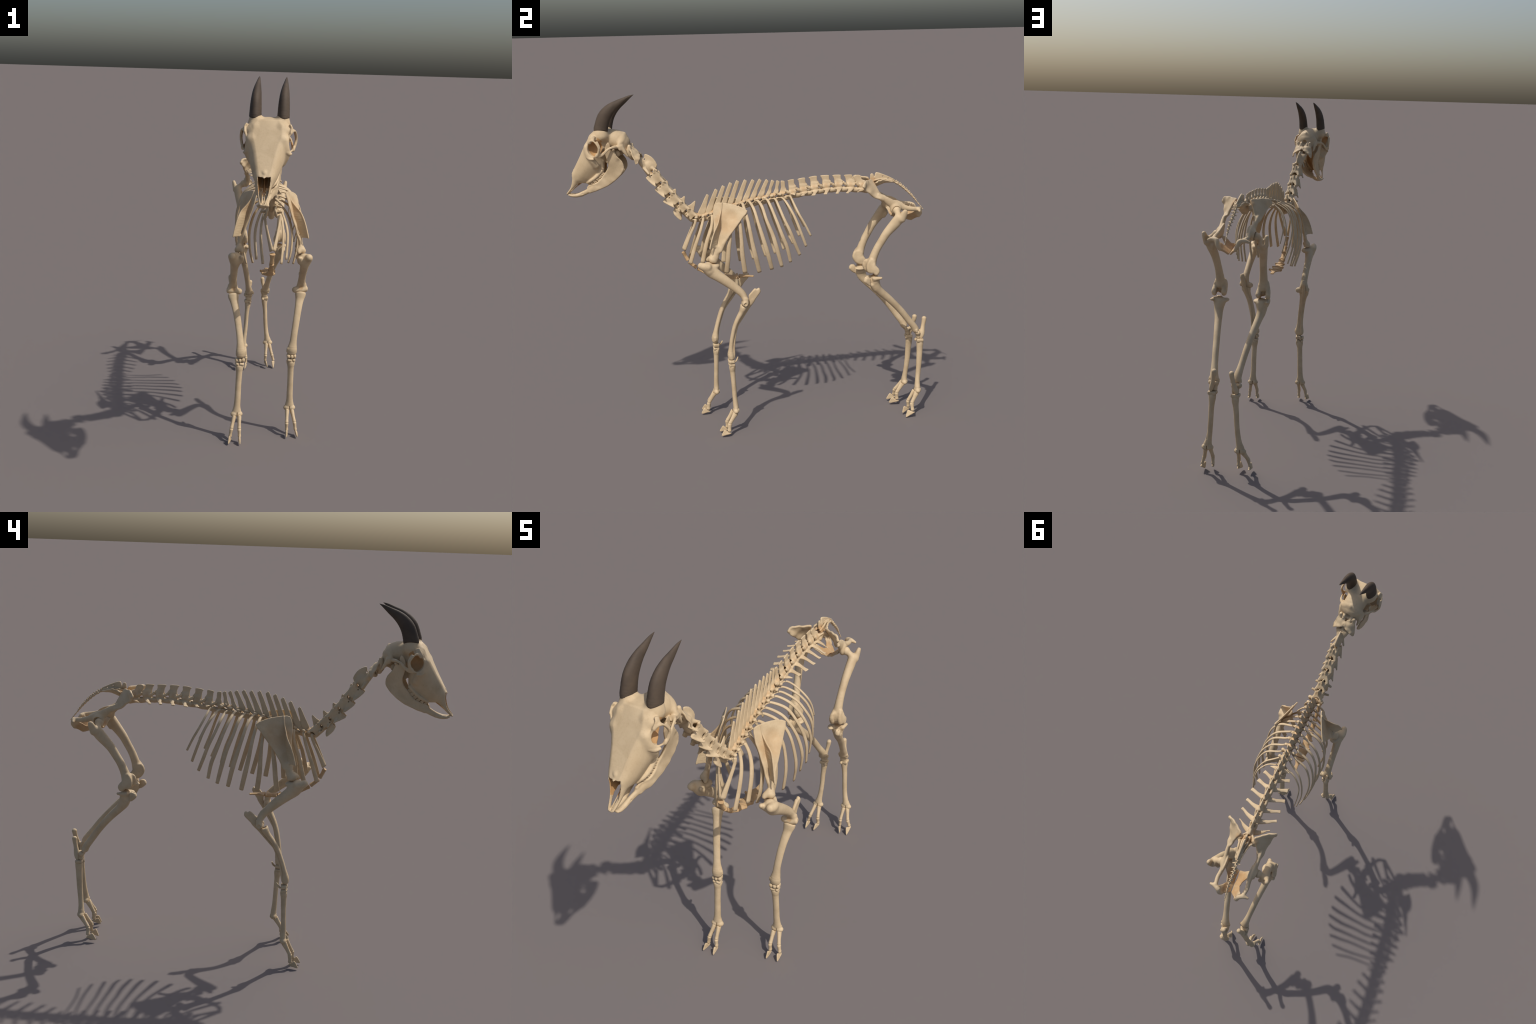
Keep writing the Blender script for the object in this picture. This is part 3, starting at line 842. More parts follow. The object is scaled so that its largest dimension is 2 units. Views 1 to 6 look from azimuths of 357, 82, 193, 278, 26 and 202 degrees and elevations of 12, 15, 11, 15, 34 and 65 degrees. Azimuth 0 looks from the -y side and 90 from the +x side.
# ================================================================== RIB CAGE
cage = group("ribcage", (0, -.1, 1.1))
RIBS = [
    ([(.012, -.328, 1.226), (.024, -.322, 1.230), (.038, -.314, 1.230), (.036, -.323, 1.198), (.026, -.349, 1.143), (.008, -.384, 1.061)], (.005, .0065, .0078, .0078, .0095, .0145)),
    ([(.012, -.286, 1.226), (.024, -.279, 1.235), (.037, -.272, 1.237), (.054, -.291, 1.175), (.057, -.322, 1.092), (.048, -.354, .990)], (.005, .006, .0075, .0088, .0105, .0120)),
    ([(.012, -.244, 1.234), (.026, -.232, 1.245), (.042, -.224, 1.248), (.068, -.232, 1.193), (.084, -.260, 1.118), (.078, -.289, .998)], (.005, .006, .0075, .009, .0112, .0125)),
    ([(.012, -.203, 1.247), (.027, -.190, 1.260), (.046, -.183, 1.262), (.088, -.187, 1.206), (.110, -.207, 1.122), (.108, -.224, 1.035), (.094, -.232, .968)], (.005, .006, .0075, .009, .011, .012, .0125)),
    ([(.012, -.162, 1.259), (.028, -.148, 1.275), (.050, -.140, 1.280), (.110, -.137, 1.235), (.138, -.138, 1.165), (.146, -.149, 1.085), (.142, -.155, 1.02), (.126, -.163, .948)], (.005, .006, .0075, .0085, .0105, .012, .0125, .013)),
    ([(.012, -.121, 1.270), (.028, -.106, 1.290), (.052, -.098, 1.294), (.112, -.090, 1.262), (.146, -.083, 1.212), (.160, -.080, 1.142), (.161, -.077, 1.055), (.142, -.063, .946)], (.005, .006, .0075, .0085, .009, .010, .0122, .013)),
    ([(.012, -.080, 1.281), (.028, -.067, 1.305), (.052, -.058, 1.312), (.108, -.055, 1.296), (.147, -.045, 1.254), (.169, -.035, 1.196), (.181, -.022, 1.111), (.179, -.007, 1.039), (.160, .014, .950)], (.005, .0055, .007, .008, .0085, .0095, .0112, .0125, .0115)),
    ([(.012, -.040, 1.291), (.028, -.027, 1.313), (.048, -.017, 1.317), (.111, -.002, 1.288), (.152, .012, 1.229), (.176, .031, 1.156), (.182, .056, 1.064), (.162, .082, .963)], (.005, .0055, .007, .008, .0085, .0105, .0118, .0105)),
    ([(.012, .000, 1.298), (.028, .017, 1.318), (.050, .030, 1.320), (.113, .043, 1.298), (.154, .060, 1.233), (.174, .087, 1.159), (.181, .108, 1.082), (.168, .136, .976)], (.005, .0055, .007, .008, .0085, .0105, .0115, .0095)),
    ([(.012, .045, 1.304), (.028, .062, 1.322), (.050, .078, 1.327), (.110, .089, 1.301), (.154, .109, 1.241), (.178, .137, 1.158), (.178, .164, 1.085), (.162, .185, .998)], (.005, .0055, .0065, .0075, .008, .0095, .010, .009)),
    ([(.012, .090, 1.313), (.030, .110, 1.327), (.056, .124, 1.326), (.118, .134, 1.295), (.154, .154, 1.238), (.171, .181, 1.176), (.168, .208, 1.105), (.153, .238, 1.032)], (.005, .0055, .006, .007, .0075, .0085, .009, .0085)),
    ([(.012, .136, 1.322), (.030, .155, 1.332), (.056, .171, 1.324), (.102, .190, 1.293), (.136, .216, 1.238), (.152, .243, 1.163), (.144, .275, 1.076)], (.005, .005, .0058, .0065, .007, .0075, .0072)),
    ([(.013, .192, 1.330), (.036, .207, 1.337), (.068, .212, 1.325), (.096, .221, 1.300), (.127, .241, 1.253), (.137, .271, 1.197), (.135, .303, 1.131)], (.005, .005, .0053, .0058, .006, .006, .0056)),
]


def rib_mesh(pts, wd, turn=0.):
    Q = catmull(np.array([tuple(p) + (w,) for p, w in zip(pts, wd)]), 9)
    n, m = len(Q), 14
    C, W = Q[:, :3], Q[:, 3]
    vs = []
    for i in range(n):
        T = unit(C[min(i + 1, n - 1)] - C[max(i - 1, 0)])
        yb = V(turn, 1, .25); O = np.cross(yb, T); O = unit(O)
        if O[0] < 0:
            O = -O
        Wd = unit(np.cross(T, O))
        u = i / (n - 1)
        th = W[i] * (.78 - .33 * u)
        e = 1.0 if 0 < i < n - 1 else (.72 if i == 0 else .93)
        for j in range(m):
            a = 2 * math.pi * j / m
            ca, sa = math.cos(a), math.sin(a)
            flat = 1 - .22 * max(0, -sa)
            vs.append(C[i] + Wd * ca * W[i] * e + O * sa * th * e * flat)
    vs.append(C[0] - unit(C[1] - C[0]) * .002); vs.append(C[-1] + unit(C[-1] - C[-2]) * .0004)
    q = [(i * m + j, i * m + (j + 1) % m, (i + 1) * m + (j + 1) % m, (i + 1) * m + j) for i in range(n - 1) for j in range(m)]
    q += [(n * m, (j + 1) % m, j) for j in range(m)] + [(n * m + 1, (n - 1) * m + j, (n - 1) * m + (j + 1) % m) for j in range(m)]
    me = bpy.data.meshes.new("rib"); me.from_pydata([tuple(v) for v in vs], [], q)
    me.polygons.foreach_set("use_smooth", np.ones(len(me.polygons), bool))
    me.materials.append(BONE); me.update()
    import bmesh
    bm = bmesh.new(); bm.from_mesh(me); bmesh.ops.recalc_face_normals(bm, faces=bm.faces); bm.to_mesh(me); bm.free()
    return me


def lean_mirror(y, z, a, c):
    """mirror through the slightly rolled and turned middle plane of the trunk at a rib's own joint"""
    n = unit(V(1, a, c)); R = np.eye(3) - 2 * np.outer(n, n); p = V(0, y, z)
    M = np.eye(4); M[:3, :3] = R; M[:3, 3] = p - R @ p
    return Matrix(M.tolist())


for i, (pts, wd) in enumerate(RIBS):
    me = rib_mesh(pts, wd, (.75, .5, .4, .3, .2, .1)[i] if i < 6 else 0.)
    k = min(i / 8, 1)
    place("rib", me, Matrix.Identity(4), cage)
    place("rib", me, lean_mirror(pts[0][1], pts[0][2], -.037 * k, .010 + .010 * k), cage)

# ---- sternum
STERN = [((-.388, 1.048), (-.364, .998), .0150, .012, .011), ((-.359, .990), (-.319, .954), .013, .015, .011), ((-.313, .948), (-.264, .921), .016, .021, .011), ((-.258, .918), (-.207, .902), .021, .028, .011),
         ((-.201, .900), (-.154, .892), .027, .034, .010), ((-.148, .890), (-.087, .889), .034, .039, .009)]
for (y0, z0), (y1, z1), w0, w1, th in STERN:
    c, A, conv, L = vframe((0, y0, z0), (0, y1, z1))
    b = Bone("breastbone_segment", c, A, conv, .0019)
    hl = L / 2
    b.tube([(0, -hl, 0, w0, th), (0, -hl * .55, 0, w0 * .72, th * .9), (0, .0, -.001, (w0 + w1) * .27, th * .85), (0, hl * .55, 0, w1 * .72, th * .9), (0, hl, 0, w1, th)], k=.003)
    b.plate([(0, -hl * .98, -.004, .005), (w0 * .9, -hl * .96, -.003, .004), ((w0 + w1) * .36, 0, -.004, .0035), (w1 * .95, hl * .96, -.003, .004), (0, hl * .98, -.004, .005)], k=.004, m=1, sym=True)
    if w0 > .02:
        b.ell((w1 * .92, hl * .9, .002), (.006, .007, .006), sym=True)
    b.box((0, -hl - .014, 0), (.08, .014, .04), .001, k=.002, op="s"); b.box((0, hl + .014, 0), (.08, .014, .04), .001, k=.002, op="s")
    place("breastbone_segment", b.build(WARM), b.matrix(), cage)
b = Bone("breastbone_tip", (0, -.04, .886), h=.0018)
b.plate([(-.034, -.081, .889, .005), (0, -.082, .889, .006), (.034, -.081, .889, .005), (.020, -.060, .889, .004), (.010, -.035, .887, .004), (.012, -.004, .884, .0035), (0, .0, .884, .003), (-.012, -.004, .884, .0035), (-.010, -.035, .887, .004), (-.020, -.060, .889, .004)], m=2)
b.tube([(0, -.08, .886, .012, .008), (0, -.04, .885, .006, .005), (0, -.004, .884, .005, .003)], k=.005)
place("breastbone_tip", b.build(WARM), b.matrix(), cage)

# ================================================================== FORELEGS
foreL, foreR = group("foreleg", (.16, -.2, .9)), group("foreleg", (-.16, -.2, .9))

b = Bone("shoulder_blade", (.13, -.17, 1.2), h=.0019)
b.plate([(.072, -.204, 1.325, .0035), (.083, -.170, 1.3285, .0036), (.099, -.130, 1.3235, .0034), (.119, -.085, 1.313, .0034), (.1435, -.040, 1.289, .0042), (.150, -.067, 1.254, .0045), (.153, -.099, 1.212, .005), (.156, -.137, 1.164, .0055), (.156, -.178, 1.112, .007), (.160, -.197, 1.072, .008),
         (.154, -.228, 1.060, .008), (.146, -.238, 1.088, .007), (.128, -.229, 1.145, .005), (.103, -.221, 1.218, .0038), (.089, -.2225, 1.260, .0035), (.081, -.218, 1.290, .0035)], k=.006, m=2,
        extra=[(.118, -.125, 1.26, .0026), (.100, -.182, 1.27, .003), (.118, -.175, 1.205, .0036), (.138, -.20, 1.13, .005)])
crest = catmull(np.array([(.089, -.172, 1.3265), (.101, -.179, 1.289), (.124, -.191, 1.257), (.152, -.203, 1.226), (.169, -.223, 1.190), (.180, -.238, 1.153), (.189, -.250, 1.114), (.1905, -.2515, 1.103)]), 3)
foot = catmull(np.array([(.082, -.171, 1.325), (.096, -.178, 1.289), (.104, -.182, 1.255), (.112, -.186, 1.224), (.124, -.193, 1.187), (.138, -.203, 1.150), (.150, -.212, 1.116), (.154, -.216, 1.100)]), 3)
b.ribbon(crest, foot, .0027, k=.003)
b.tube([tuple(p) + (.0034,) for p in crest], k=.004, m=1)
b.tube([(.152, -.150, 1.150, .004), (.154, -.172, 1.118, .006), (.158, -.192, 1.080, .008)], k=.008)
b.tube([(.153, -.210, 1.10, .008, .014), (.157, -.219, 1.060, .011, .018), (.162, -.236, 1.034, .020, .026)], k=.010)
b.tube([(.152, -.244, 1.050, .010), (.145, -.256, 1.038, .012), (.143, -.262, 1.032, .010)], k=.012)
b.ell((.160, -.236, 1.004), (.024, .030, .0205), k=.004, op="s")
b.stain((.125, -.15, 1.23, .085, .35), (.12, -.195, 1.24, .04, .4), (.16, -.235, 1.02, .022, .7))
both(b, foreL, foreR)

# humerus
HUL = [(.195, -.316, 1.022), (.150, -.230, 1.003), (.184, -.075, .785)]
HUR = [(-.199, -.315, 1.022), (-.148, -.231, 1.005), (-.181, -.088, .774)]
b = Bone("humerus", (.18, -.18, .9), frame((.17, -.26, 1.0), (.184, -.075, .80)), h=.0022)
b.tube([(.173, -.268, .998, .028, .030), (.176, -.249, .975, .026, .0335), (.180, -.212, .947, .0215, .0285), (.182, -.152, .901, .0188, .0243), (.184, -.092, .848, .0190, .0198), (.185, -.074, .815, .0235, .0175), (.184, -.071, .796, .027, .016)], k=.008)
b.ell((.158, -.232, 1.000), (.027, .031, .0165), k=.012)
b.tube([(.184, -.262, .985, .022), (.190, -.282, 1.000, .020), (.191, -.304, 1.013, .0160, .016)], k=.014)
b.tube([(.190, -.300, 1.012, .014), (.196, -.282, 1.010, .015), (.198, -.264, 1.006, .014)], k=.012)
b.tube([(.152, -.272, .985, .015), (.145, -.288, 1.000, .0125), (.145, -.297, 1.008, .010)], k=.012)
b.tube([(.152, -.074, .786, .0165), (.168, -.076, .785, .0150), (.186, -.077, .787, .0162), (.209, -.074, .790, .0145)], k=.009)
b.tube([(.202, -.068, .815, .009, .013), (.208, -.070, .793, .005, .012)], k=.010)
b.ell((.179, -.098, .806), (.015, .010, .012), k=.008, op="s")
b.ell((.181, -.047, .812), (.009, .015, .019), k=.005, op="s")
b.ell((.2175, -.073, .789), (.004, .009, .010), k=.004, op="s")
b.stain((.165, -.245, 1.01, .022, .6), (.181, -.09, .802, .016, .7), (.182, -.05, .812, .016, .7))
both(b, foreL, foreR, fit_mirror(HUL, HUR))

# forearm
FAL = [(.188, .008, .867), (.180, -.078, .765), (.139, -.154, .466)]
FAR = [(-.195, -.017, .841), (-.179, -.099, .756), (-.136, -.222, .476)]
fa = fit_mirror(FAL, FAR)
b = Bone("radius", (.16, -.12, .62), frame((.18, -.08, .765), (.139, -.154, .46)), h=.0022)
b.tube([(.181, -.081, .7675, .029, .0200), (.180, -.084, .757, .028, .0185), (.176, -.093, .734, .0220, .0150), (.168, -.116, .690, .0188, .0125), (.160, -.134, .640, .0180, .0120), (.150, -.148, .570, .0175, .0120), (.1445, -.154, .520, .0190, .0132), (.140, -.155, .482, .0260, .0200), (.139, -.154, .464, .0262, .0190)], k=.006)
b.tube([(.118, -.160, .482, .007), (.115, -.158, .470, .006)], k=.006)
b.tube([(.145, -.076, .7865, .0165), (.168, -.077, .785, .0150), (.190, -.077, .787, .0165), (.22, -.075, .790, .0145)], k=.003, op="s")
both(b, foreL, foreR, fa)
b = Bone("ulna", (.17, -.07, .72), frame((.188, .006, .87), (.156, -.13, .59)), h=.0019)
b.plate([(.187, -.019, .869, .009), (.187, -.008, .865, .008), (.187, .006, .871, .0105), (.187, .014, .854, .0105), (.187, .008, .839, .009), (.184, -.016, .806, .0085), (.181, -.034, .778, .0085), (.180, -.050, .776, .008), (.183, -.052, .815, .0075), (.184, -.052, .832, .007), (.186, -.037, .850, .0075)], k=.006, m=2)
b.tube([(.183, -.030, .805, .0088, .012), (.180, -.046, .782, .0090, .0130), (.177, -.060, .757, .0095, .0105), (.170, -.080, .720, .0080, .0085), (.165, -.103, .681, .0070, .0072), (.161, -.119, .650, .0065, .0065),
        (.157, -.131, .590, .0058, .0058), (.154, -.138, .530, .0055, .0055), (.152, -.139, .490, .007, .007), (.150, -.143, .466, .0085, .009)], k=.006)
b.ell((.183, -.072, .788), (.024, .0170, .0180), k=.003, op="s")
both(b, foreL, foreR, fa)

# wrist, cannon
WL = [(.138, -.152, .452), (.137, -.151, .402), (.139, -.138, .140), (.154, -.144, .131), (.127, -.159, .137)]
WR = [(-.138, -.218, .456), (-.144, -.214, .396), (-.147, -.230, .142), (-.167, -.236, .128), (-.136, -.245, .133)]
wr = fit_mirror(WL, WR)
for cx, cy, cz, rx, ry, rz in ((.1555, -.152, .4405, .0068, .0150, .0095), (.1395, -.155, .4405, .0080, .0165, .0102), (.1215, -.155, .4415, .0085, .0165, .0098), (.1505, -.151, .4190, .0082, .0155, .0088), (.1285, -.153, .4190, .0125, .0165, .0082)):
    b = Bone("wrist_bone", (cx, cy, cz), h=.0013)
    b.box((cx, cy, cz), (rx, ry, rz), .0052); b.ell((cx, cy - ry * .55, cz), (rx * .95, ry * .6, rz * .9), k=.004)
    b.ell((cx, cy - ry * .2, cz - rz * 1.35), (rx * .7, ry * .6, rz * .45), k=.002, op="s")
    both(b, foreL, foreR, wr)
b = Bone("pea_bone", (.140, -.122, .448), h=.0012)
b.tube([(.143, -.133, .436, .005), (.140, -.124, .446, .0055, .006), (.137, -.118, .459, .0035, .006)], hint=(0, 1, 0), k=.003)
both(b, foreL, foreR, wr)
b = Bone("splint_bone", (.119, -.145, .405), h=.0010)
b.tube([(.118, -.146, .412, .0048), (.1185, -.146, .400, .004), (.121, -.146, .382, .001)], k=.002)
both(b, foreL, foreR, wr)


def cannon(name, pts, low, w, side):
    """metapodial with two pulley heads at its foot"""
    b = Bone(name, pts[len(pts) // 2][:3], frame(pts[0][:3], pts[-1][:3]), h=.0019)
    b.tube(pts, k=.006)
    x, y, z = low
    for s in (1, -1):
        cx = x + s * w
        b.tube([(cx - .0078, y, z, .0128), (cx, y, z, .0134), (cx + .0078, y, z, .0128)], k=.008)
        b.tube([(cx - .0012, y - .001, z, .0155), (cx + .0012, y - .001, z, .0155)], k=.003)
        b.tube([(cx - .004, y + .013, z + .010, .0045), (cx - .004, y + .014, z - .002, .0045)], k=.003); b.tube([(cx + .004, y + .013, z + .010, .0045), (cx + .004, y + .014, z - .002, .0045)], k=.003)
    b.box((x, y, z - .008), (.0016, .03, .020), .001, k=.002, op="s")
    b.tube([(x, y + .016, z + .19, .0025), (x, y + .0155, z + .05, .0025)], k=.004, op="s")
    return b


b = cannon("cannon_bone", [(.137, -.151, .4035, .0215, .0185), (.137, -.151, .392, .0198, .0175), (.137, -.150, .372, .0165, .0150), (.138, -.146, .300, .0158, .0132), (.138, -.143, .226, .0165, .0134), (.139, -.140, .185, .0180, .0145), (.139, -.138, .160, .0230, .0155), (.139, -.138, .143, .0235, .0145)],
           (.139, -.138, .1405), .0118, 1)
both(b, foreL, foreR, wr)


# toes: joint points of each digit (first joint, second, third, hoof tip, hoof top, hoof heel)
def toe(p1, p2, p3, tip, top, heel, out, parent):
    p1, p2, p3, tip, top, heel = (np.array(p, float) for p in (p1, p2, p3, tip, top, heel))
    sd = unit(np.cross(tip - heel, V(0, 0, 1)))
    if sd[0] < 0:
        sd = -sd
    d = unit(p2 - p1)
    a, e = p1 + d * .002, p2 - d * .002
    b = Bone("upper_toe_bone", (a + e) / 2, frame(a, e, sd), h=.0014)
    P = lambda t, w, dd: tuple(a + (e - a) * t) + (w, dd)
    b.tube([P(.02, .0114, .0156), P(.2, .0110, .0142), P(.5, .0094, .0118), P(.8, .0092, .0108), P(.95, .0100, .0112)], k=.004, hint=sd, m=4)
    b.tube([tuple(p1 - d * .006 - sd * .006) + (.0085, .013), tuple(p1 - d * .006 + sd * .006) + (.0085, .013)], k=.002, op="s", hint=d)
    place("upper_toe_bone", b.build(BONE), b.matrix(), parent)
    d = unit(p3 - p2)
    a, e = p2 + d * .003, p3 - d * .001
    b = Bone("middle_toe_bone", (a + e) / 2, frame(a, e, sd), h=.0013)
    b.tube([P(.05, .0100, .0122), P(.3, .0088, .0108), P(.6, .0078, .0094), P(.95, .0088, .0108)], k=.003, hint=sd, m=4)
    place("middle_toe_bone", b.build(BONE), b.matrix(), parent)
    fw = unit(tip - heel); up = V(0, 0, 1)
    b = Bone("hoof_bone", tip * .4 + heel * .6, frame(heel, tip, sd), h=.0012)
    G = lambda q, th: tuple(q) + (th,)
    n1 = p3 + unit(top - p3) * .009 - V(0, 0, .006)
    sole = heel * .5 + tip * .5 + V(0, 0, -.003)
    b.plate([G(tip + V(0, 0, .001), .0026), G(tip * .55 + top * .45 + fw * .003, .0034), G(top, .0040), G(top * .55 + p3 * .45 + V(0, 0, -.003), .0062), G(p3 * .5 + heel * .5 + V(0, 0, -.005), .0075), G(heel, .0055),
             G(heel * .75 + tip * .25 + V(0, 0, -.0035), .0076), G(sole, .0068), G(heel * .22 + tip * .78 + V(0, 0, -.0035), .0048)], k=.003, m=2)
    b.tube([tuple(p3 - sd * .01) + (.0085, .0085), tuple(p3 + sd * .01) + (.0085, .0085)], k=.002, op="s")
    place("hoof_bone", b.build(BONE), b.matrix(), parent)


toe((.1525, -.141, .129), (.166, -.178, .073), (.172, -.182, .031), (.179, -.228, .008), (.171, -.209, .041), (.178, -.172, .018), 1, foreL)
toe((.1265, -.151, .133), (.123, -.189, .073), (.124, -.190, .033), (.120, -.234, .008), (.122, -.215, .043), (.124, -.180, .019), -1, foreL)
toe((-.1625, -.234, .129), (-.177, -.269, .073), (-.183, -.272, .031), (-.194, -.316, .007), (-.187, -.296, .043), (-.180, -.262, .017), 1, foreR)
toe((-.1360, -.240, .133), (-.136, -.275, .073), (-.134, -.279, .033), (-.133, -.322, .007), (-.134, -.303, .043), (-.134, -.268, .018), -1, foreR)

# ================================================================== PELVIS
pelvis = group("pelvis", (0, .78, 1.28))
b = Bone("hip_bone", (.075, .77, 1.28), h=.0022)
b.plate([(.036, .664, 1.409, .006), (.062, .640, 1.411, .0055), (.092, .617, 1.4145, .0055), (.120, .602, 1.409, .0065), (.136, .592, 1.386, .0075), (.118, .612, 1.359, .007), (.105, .655, 1.325, .007), (.095, .712, 1.296, .009), (.078, .730, 1.314, .009), (.064, .700, 1.341, .007), (.050, .684, 1.375, .007)],
        k=.006, m=3, extra=[(.085, .650, 1.375, .0045)])
b.tube([(.088, .690, 1.328, .006, .010), (.086, .735, 1.301, .0108, .0175), (.082, .768, 1.277, .0130, .023), (.078, .800, 1.262, .0145, .024), (.078, .840, 1.250, .0115, .0165), (.083, .880, 1.242, .0110, .0130), (.078, .915, 1.238, .0100, .0125)], k=.008)
b.plate([(.070, .765, 1.292, .004), (.066, .806, 1.290, .0035), (.070, .845, 1.266, .004), (.075, .82, 1.255, .006), (.075, .77, 1.27, .006)], k=.006)
b.ell((.088, .790, 1.247), (.019, .031, .030), k=.010)
b.tube([(.104, .922, 1.231, .0065), (.082, .925, 1.237, .0105), (.058, .935, 1.233, .0125), (.050, .943, 1.210, .0110), (.040, .938, 1.192, .009)], k=.010)
b.plate([(.052, .942, 1.212, .007), (.040, .940, 1.190, .006), (.003, .908, 1.161, .005), (.003, .85, 1.174, .005), (.003, .788, 1.190, .0045), (.035, .785, 1.203, .004), (.066, .775, 1.228, .005), (.070, .812, 1.236, .005), (.052, .832, 1.215, .004), (.040, .848, 1.202, .0035), (.036, .872, 1.199, .0035), (.050, .900, 1.217, .004), (.070, .922, 1.238, .006)], k=.006, m=1)
b.ell((.108, .792, 1.241), (.0245, .0235, .0235), k=.003, op="s")
b.stain((.03, .83, 1.185, .062, .85), (.03, .90, 1.19, .045, .7), (.105, .792, 1.242, .026, .7), (.04, .675, 1.385, .03, .5))
both(b, pelvis, pelvis)

# ================================================================== HIND LEGS
hindL, hindR = group("hindleg", (.1, .8, .9)), group("hindleg", (-.1, .8, .9))
fe = fit_mirror([(.102, .792, 1.242), (.162, .823, 1.250), (.148, .662, .912), (.098, .650, .912)], [(-.106, .784, 1.239), (-.161, .804, 1.245), (-.137, .650, .912), (-.086, .640, .912)])
b = Bone("femur", (.125, .70, 1.08), frame((.135, .79, 1.2), (.122, .65, .93)), h=.0024)
b.tube([(.141, .795, 1.205, .022, .028), (.137, .776, 1.178, .023, .0290), (.131, .730, 1.124, .0205, .0235), (.127, .701, 1.077, .0192, .0214), (.125, .676, 1.034, .0195, .0210), (.123, .656, .985, .0225, .0225), (.122, .645, .950, .0280, .0280)], k=.010)
b.tube([(.140, .797, 1.205, .020), (.122, .793, 1.227, .0155), (.108, .792, 1.237, .0165)], k=.010)
b.ell((.103, .792, 1.2405), (.0205, .0215, .0215), k=.004)
b.tube([(.150, .806, 1.200, .017, .022), (.158, .818, 1.232, .0125, .018), (.161, .823, 1.246, .010, .0125)], k=.010)
b.tube([(.118, .806, 1.185, .011), (.122, .795, 1.165, .010)], k=.010)
b.ell((.143, .826, 1.222), (.010, .016, .018), k=.006, op="s")
b.plate([(.139, .636, .984, .009), (.141, .617, .957, .009), (.143, .613, .928, .010), (.145, .620, .908, .010), (.146, .636, .900, .010), (.149, .649, .901, .0115), (.150, .662, .889, .0130), (.151, .678, .892, .0130), (.152, .687, .912, .0130), (.151, .680, .929, .0130), (.149, .665, .947, .0115), (.143, .660, .972, .0100)], k=.008, m=2, extra=[(.150, .655, .925, .0115)])
b.plate([(.112, .616, .976, .010), (.107, .601, .956, .0105), (.105, .599, .935, .011), (.104, .612, .909, .012), (.101, .634, .893, .012), (.098, .662, .889, .0135), (.097, .680, .903, .0140), (.097, .682, .917, .0140), (.099, .671, .932, .0130), (.104, .660, .951, .0110), (.108, .660, .972, .0100)], k=.008, m=2, extra=[(.099, .645, .925, .012)])
b.tube([(.122, .636, .955, .018), (.123, .630, .930, .014), (.122, .640, .912, .013)], k=.010)
b.tube([(.122, .682, .935, .010), (.122, .680, .905, .0105), (.122, .655, .885, .009)], k=.006, op="s")
b.stain((.122, .665, .900, .028, .7), (.120, .80, 1.225, .016, .4))
both(b, hindL, hindR, fe)

TL = [(.142, .618, .862), (.156, .690, .872), (.090, .650, .870), (.062, .925, .525)]
TR = [(-.130, .597, .865), (-.137, .662, .875), (-.072, .633, .875), (-.043, .892, .512)]
ti = fit_mirror(TL, TR)
b = Bone("tibia", (.1, .78, .70), frame((.121, .665, .87), (.062, .926, .52)), h=.0023)
b.tube([(.121, .664, .858, .034, .028), (.122, .666, .840, .028, .030), (.122, .675, .812, .0235, .0270), (.115, .700, .783, .0200, .0225), (.105, .745, .742, .0182, .0205), (.095, .789, .698, .0172, .0188), (.085, .835, .647, .0168, .0185), (.075, .881, .588, .0165, .0182), (.067, .915, .545, .0205, .0190), (.063, .927, .524, .0240, .0200)], k=.008)
b.plate([(.148, .645, .880, .012), (.156, .698, .879, .012), (.156, .697, .867, .011), (.152, .671, .861, .011), (.148, .652, .858, .012)], k=.008, m=2)
b.ell((.092, .650, .866), (.019, .028, .0100), k=.008)
b.tube([(.114, .660, .876, .0065), (.114, .662, .884, .004)], k=.006); b.tube([(.126, .664, .876, .0065), (.126, .666, .884, .004)], k=.006)
b.plate([(.141, .606, .878, .014), (.141, .598, .862, .015), (.141, .602, .848, .014), (.139, .628, .828, .011), (.138, .640, .835, .010), (.139, .636, .872, .012), (.141, .616, .881, .013)], k=.006, m=2)
b.tube([(.136, .650, .830, .012), (.132, .668, .800, .0070)], k=.008)
b.ell((.143, .608, .884), (.005, .012, .010), k=.005, op="s")
b.tube([(.158, .640, .885, .005), (.157, .636, .850, .0045)], k=.004, op="s")
b.tube([(.040, .930, .520, .007), (.038, .932, .510, .006)], k=.006); b.tube([(.084, .928, .524, .007), (.086, .931, .514, .006)], k=.006)
b.tube([(.046, .938, .499, .0120), (.082, .938, .502, .0120)], k=.004, op="s")
b.stain((.122, .662, .882, .026, .8), (.062, .935, .505, .02, .5))
both(b, hindL, hindR, ti)

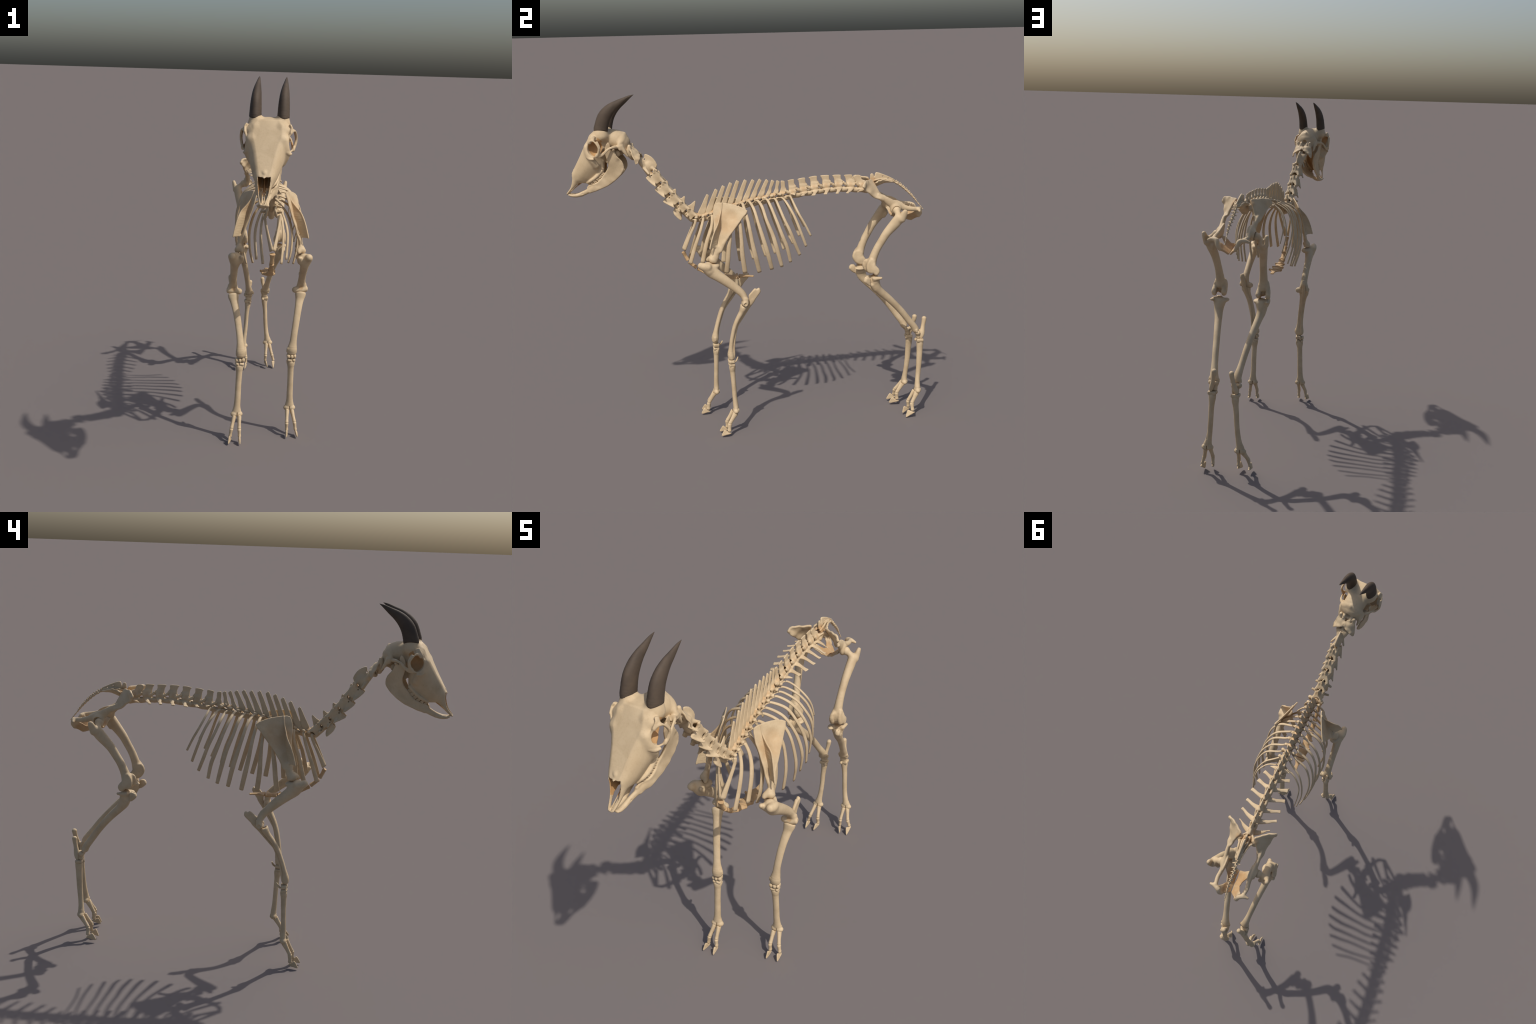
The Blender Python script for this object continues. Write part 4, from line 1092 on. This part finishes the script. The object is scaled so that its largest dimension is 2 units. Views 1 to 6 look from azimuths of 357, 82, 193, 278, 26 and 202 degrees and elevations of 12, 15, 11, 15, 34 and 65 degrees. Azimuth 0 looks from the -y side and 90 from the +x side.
AL = [(.046, .984, .582), (.062, .957, .445), (.0895, .939, .155), (.066, .964, .478)]
AR = [(-.036, .952, .572), (-.048, .926, .430), (-.0760, .909, .141), (-.057, .934, .460)]
an = fit_mirror(AL, AR)
b = Bone("heel_bone", (.055, .973, .53), frame((.046, .984, .58), (.066, .964, .478)), h=.0018)
b.tube([(.0458, .9845, .580, .0128, .0140), (.0470, .983, .566, .0125, .0130), (.0510, .978, .543, .0105, .0115), (.0560, .973, .520, .0105, .0135), (.0620, .968, .500, .0115, .0165), (.0660, .964, .482, .0110, .0145), (.0685, .962, .472, .008, .0095)], k=.004)
b.tube([(.058, .965, .505, .008), (.048, .950, .508, .008), (.044, .945, .503, .006)], k=.006)
both(b, hindL, hindR, an)
b = Bone("ankle_bone", (.058, .943, .49), h=.0017)
b.tube([(.048, .939, .503, .0142), (.061, .939, .503, .0125), (.076, .939, .505, .0142)], k=.004)
b.tube([(.052, .944, .490, .013, .011), (.055, .946, .476, .016, .012)], k=.006)
b.tube([(.066, .943, .490, .011, .010), (.066, .946, .476, .012, .011)], k=.006)
both(b, hindL, hindR, an)
b = Bone("ankle_bone", (.062, .953, .457), h=.0016)
b.box((.062, .954, .4575), (.0225, .0195, .0095), .006);
b.ell((.057, .945, .4705), (.015, .014, .006), k=.003, op="s"); b.ell((.070, .966, .4725), (.010, .010, .006), k=.003, op="s")
both(b, hindL, hindR, an)
b = Bone("ankle_bone", (.050, .936, .452), h=.0012)
b.ell((.049, .9355, .4535), (.0085, .0075, .0085)); both(b, hindL, hindR, an)
b = cannon("rear_cannon_bone", [(.062, .957, .4395, .0190, .0205), (.0622, .957, .428, .0182, .0200), (.064, .956, .405, .0150, .0183), (.068, .954, .364, .0136, .0170), (.071, .951, .305, .0132, .0156), (.077, .945, .240, .0138, .0138), (.084, .941, .195, .0165, .0150), (.0885, .940, .173, .0215, .0165), (.0900, .9395, .157, .0220, .0150)],
           (.0900, .939, .1545), .0112, 1)
both(b, hindL, hindR, an)
toe((.1015, .934, .144), (.118, .899, .084), (.129, .902, .045), (.127, .862, .001), (.119, .875, .044), (.134, .916, .034), 1, hindL)
toe((.0800, .926, .148), (.076, .889, .083), (.074, .892, .046), (.088, .853, .011), (.078, .864, .050), (.070, .905, .036), -1, hindL)
toe((-.0905, .903, .132), (-.106, .861, .079), (-.117, .859, .041), (-.117, .812, .012), (-.115, .833, .051), (-.113, .874, .024), 1, hindR)
toe((-.0640, .897, .134), (-.056, .858, .077), (-.055, .861, .038), (-.066, .814, .011), (-.058, .832, .050), (-.052, .875, .026), -1, hindR)
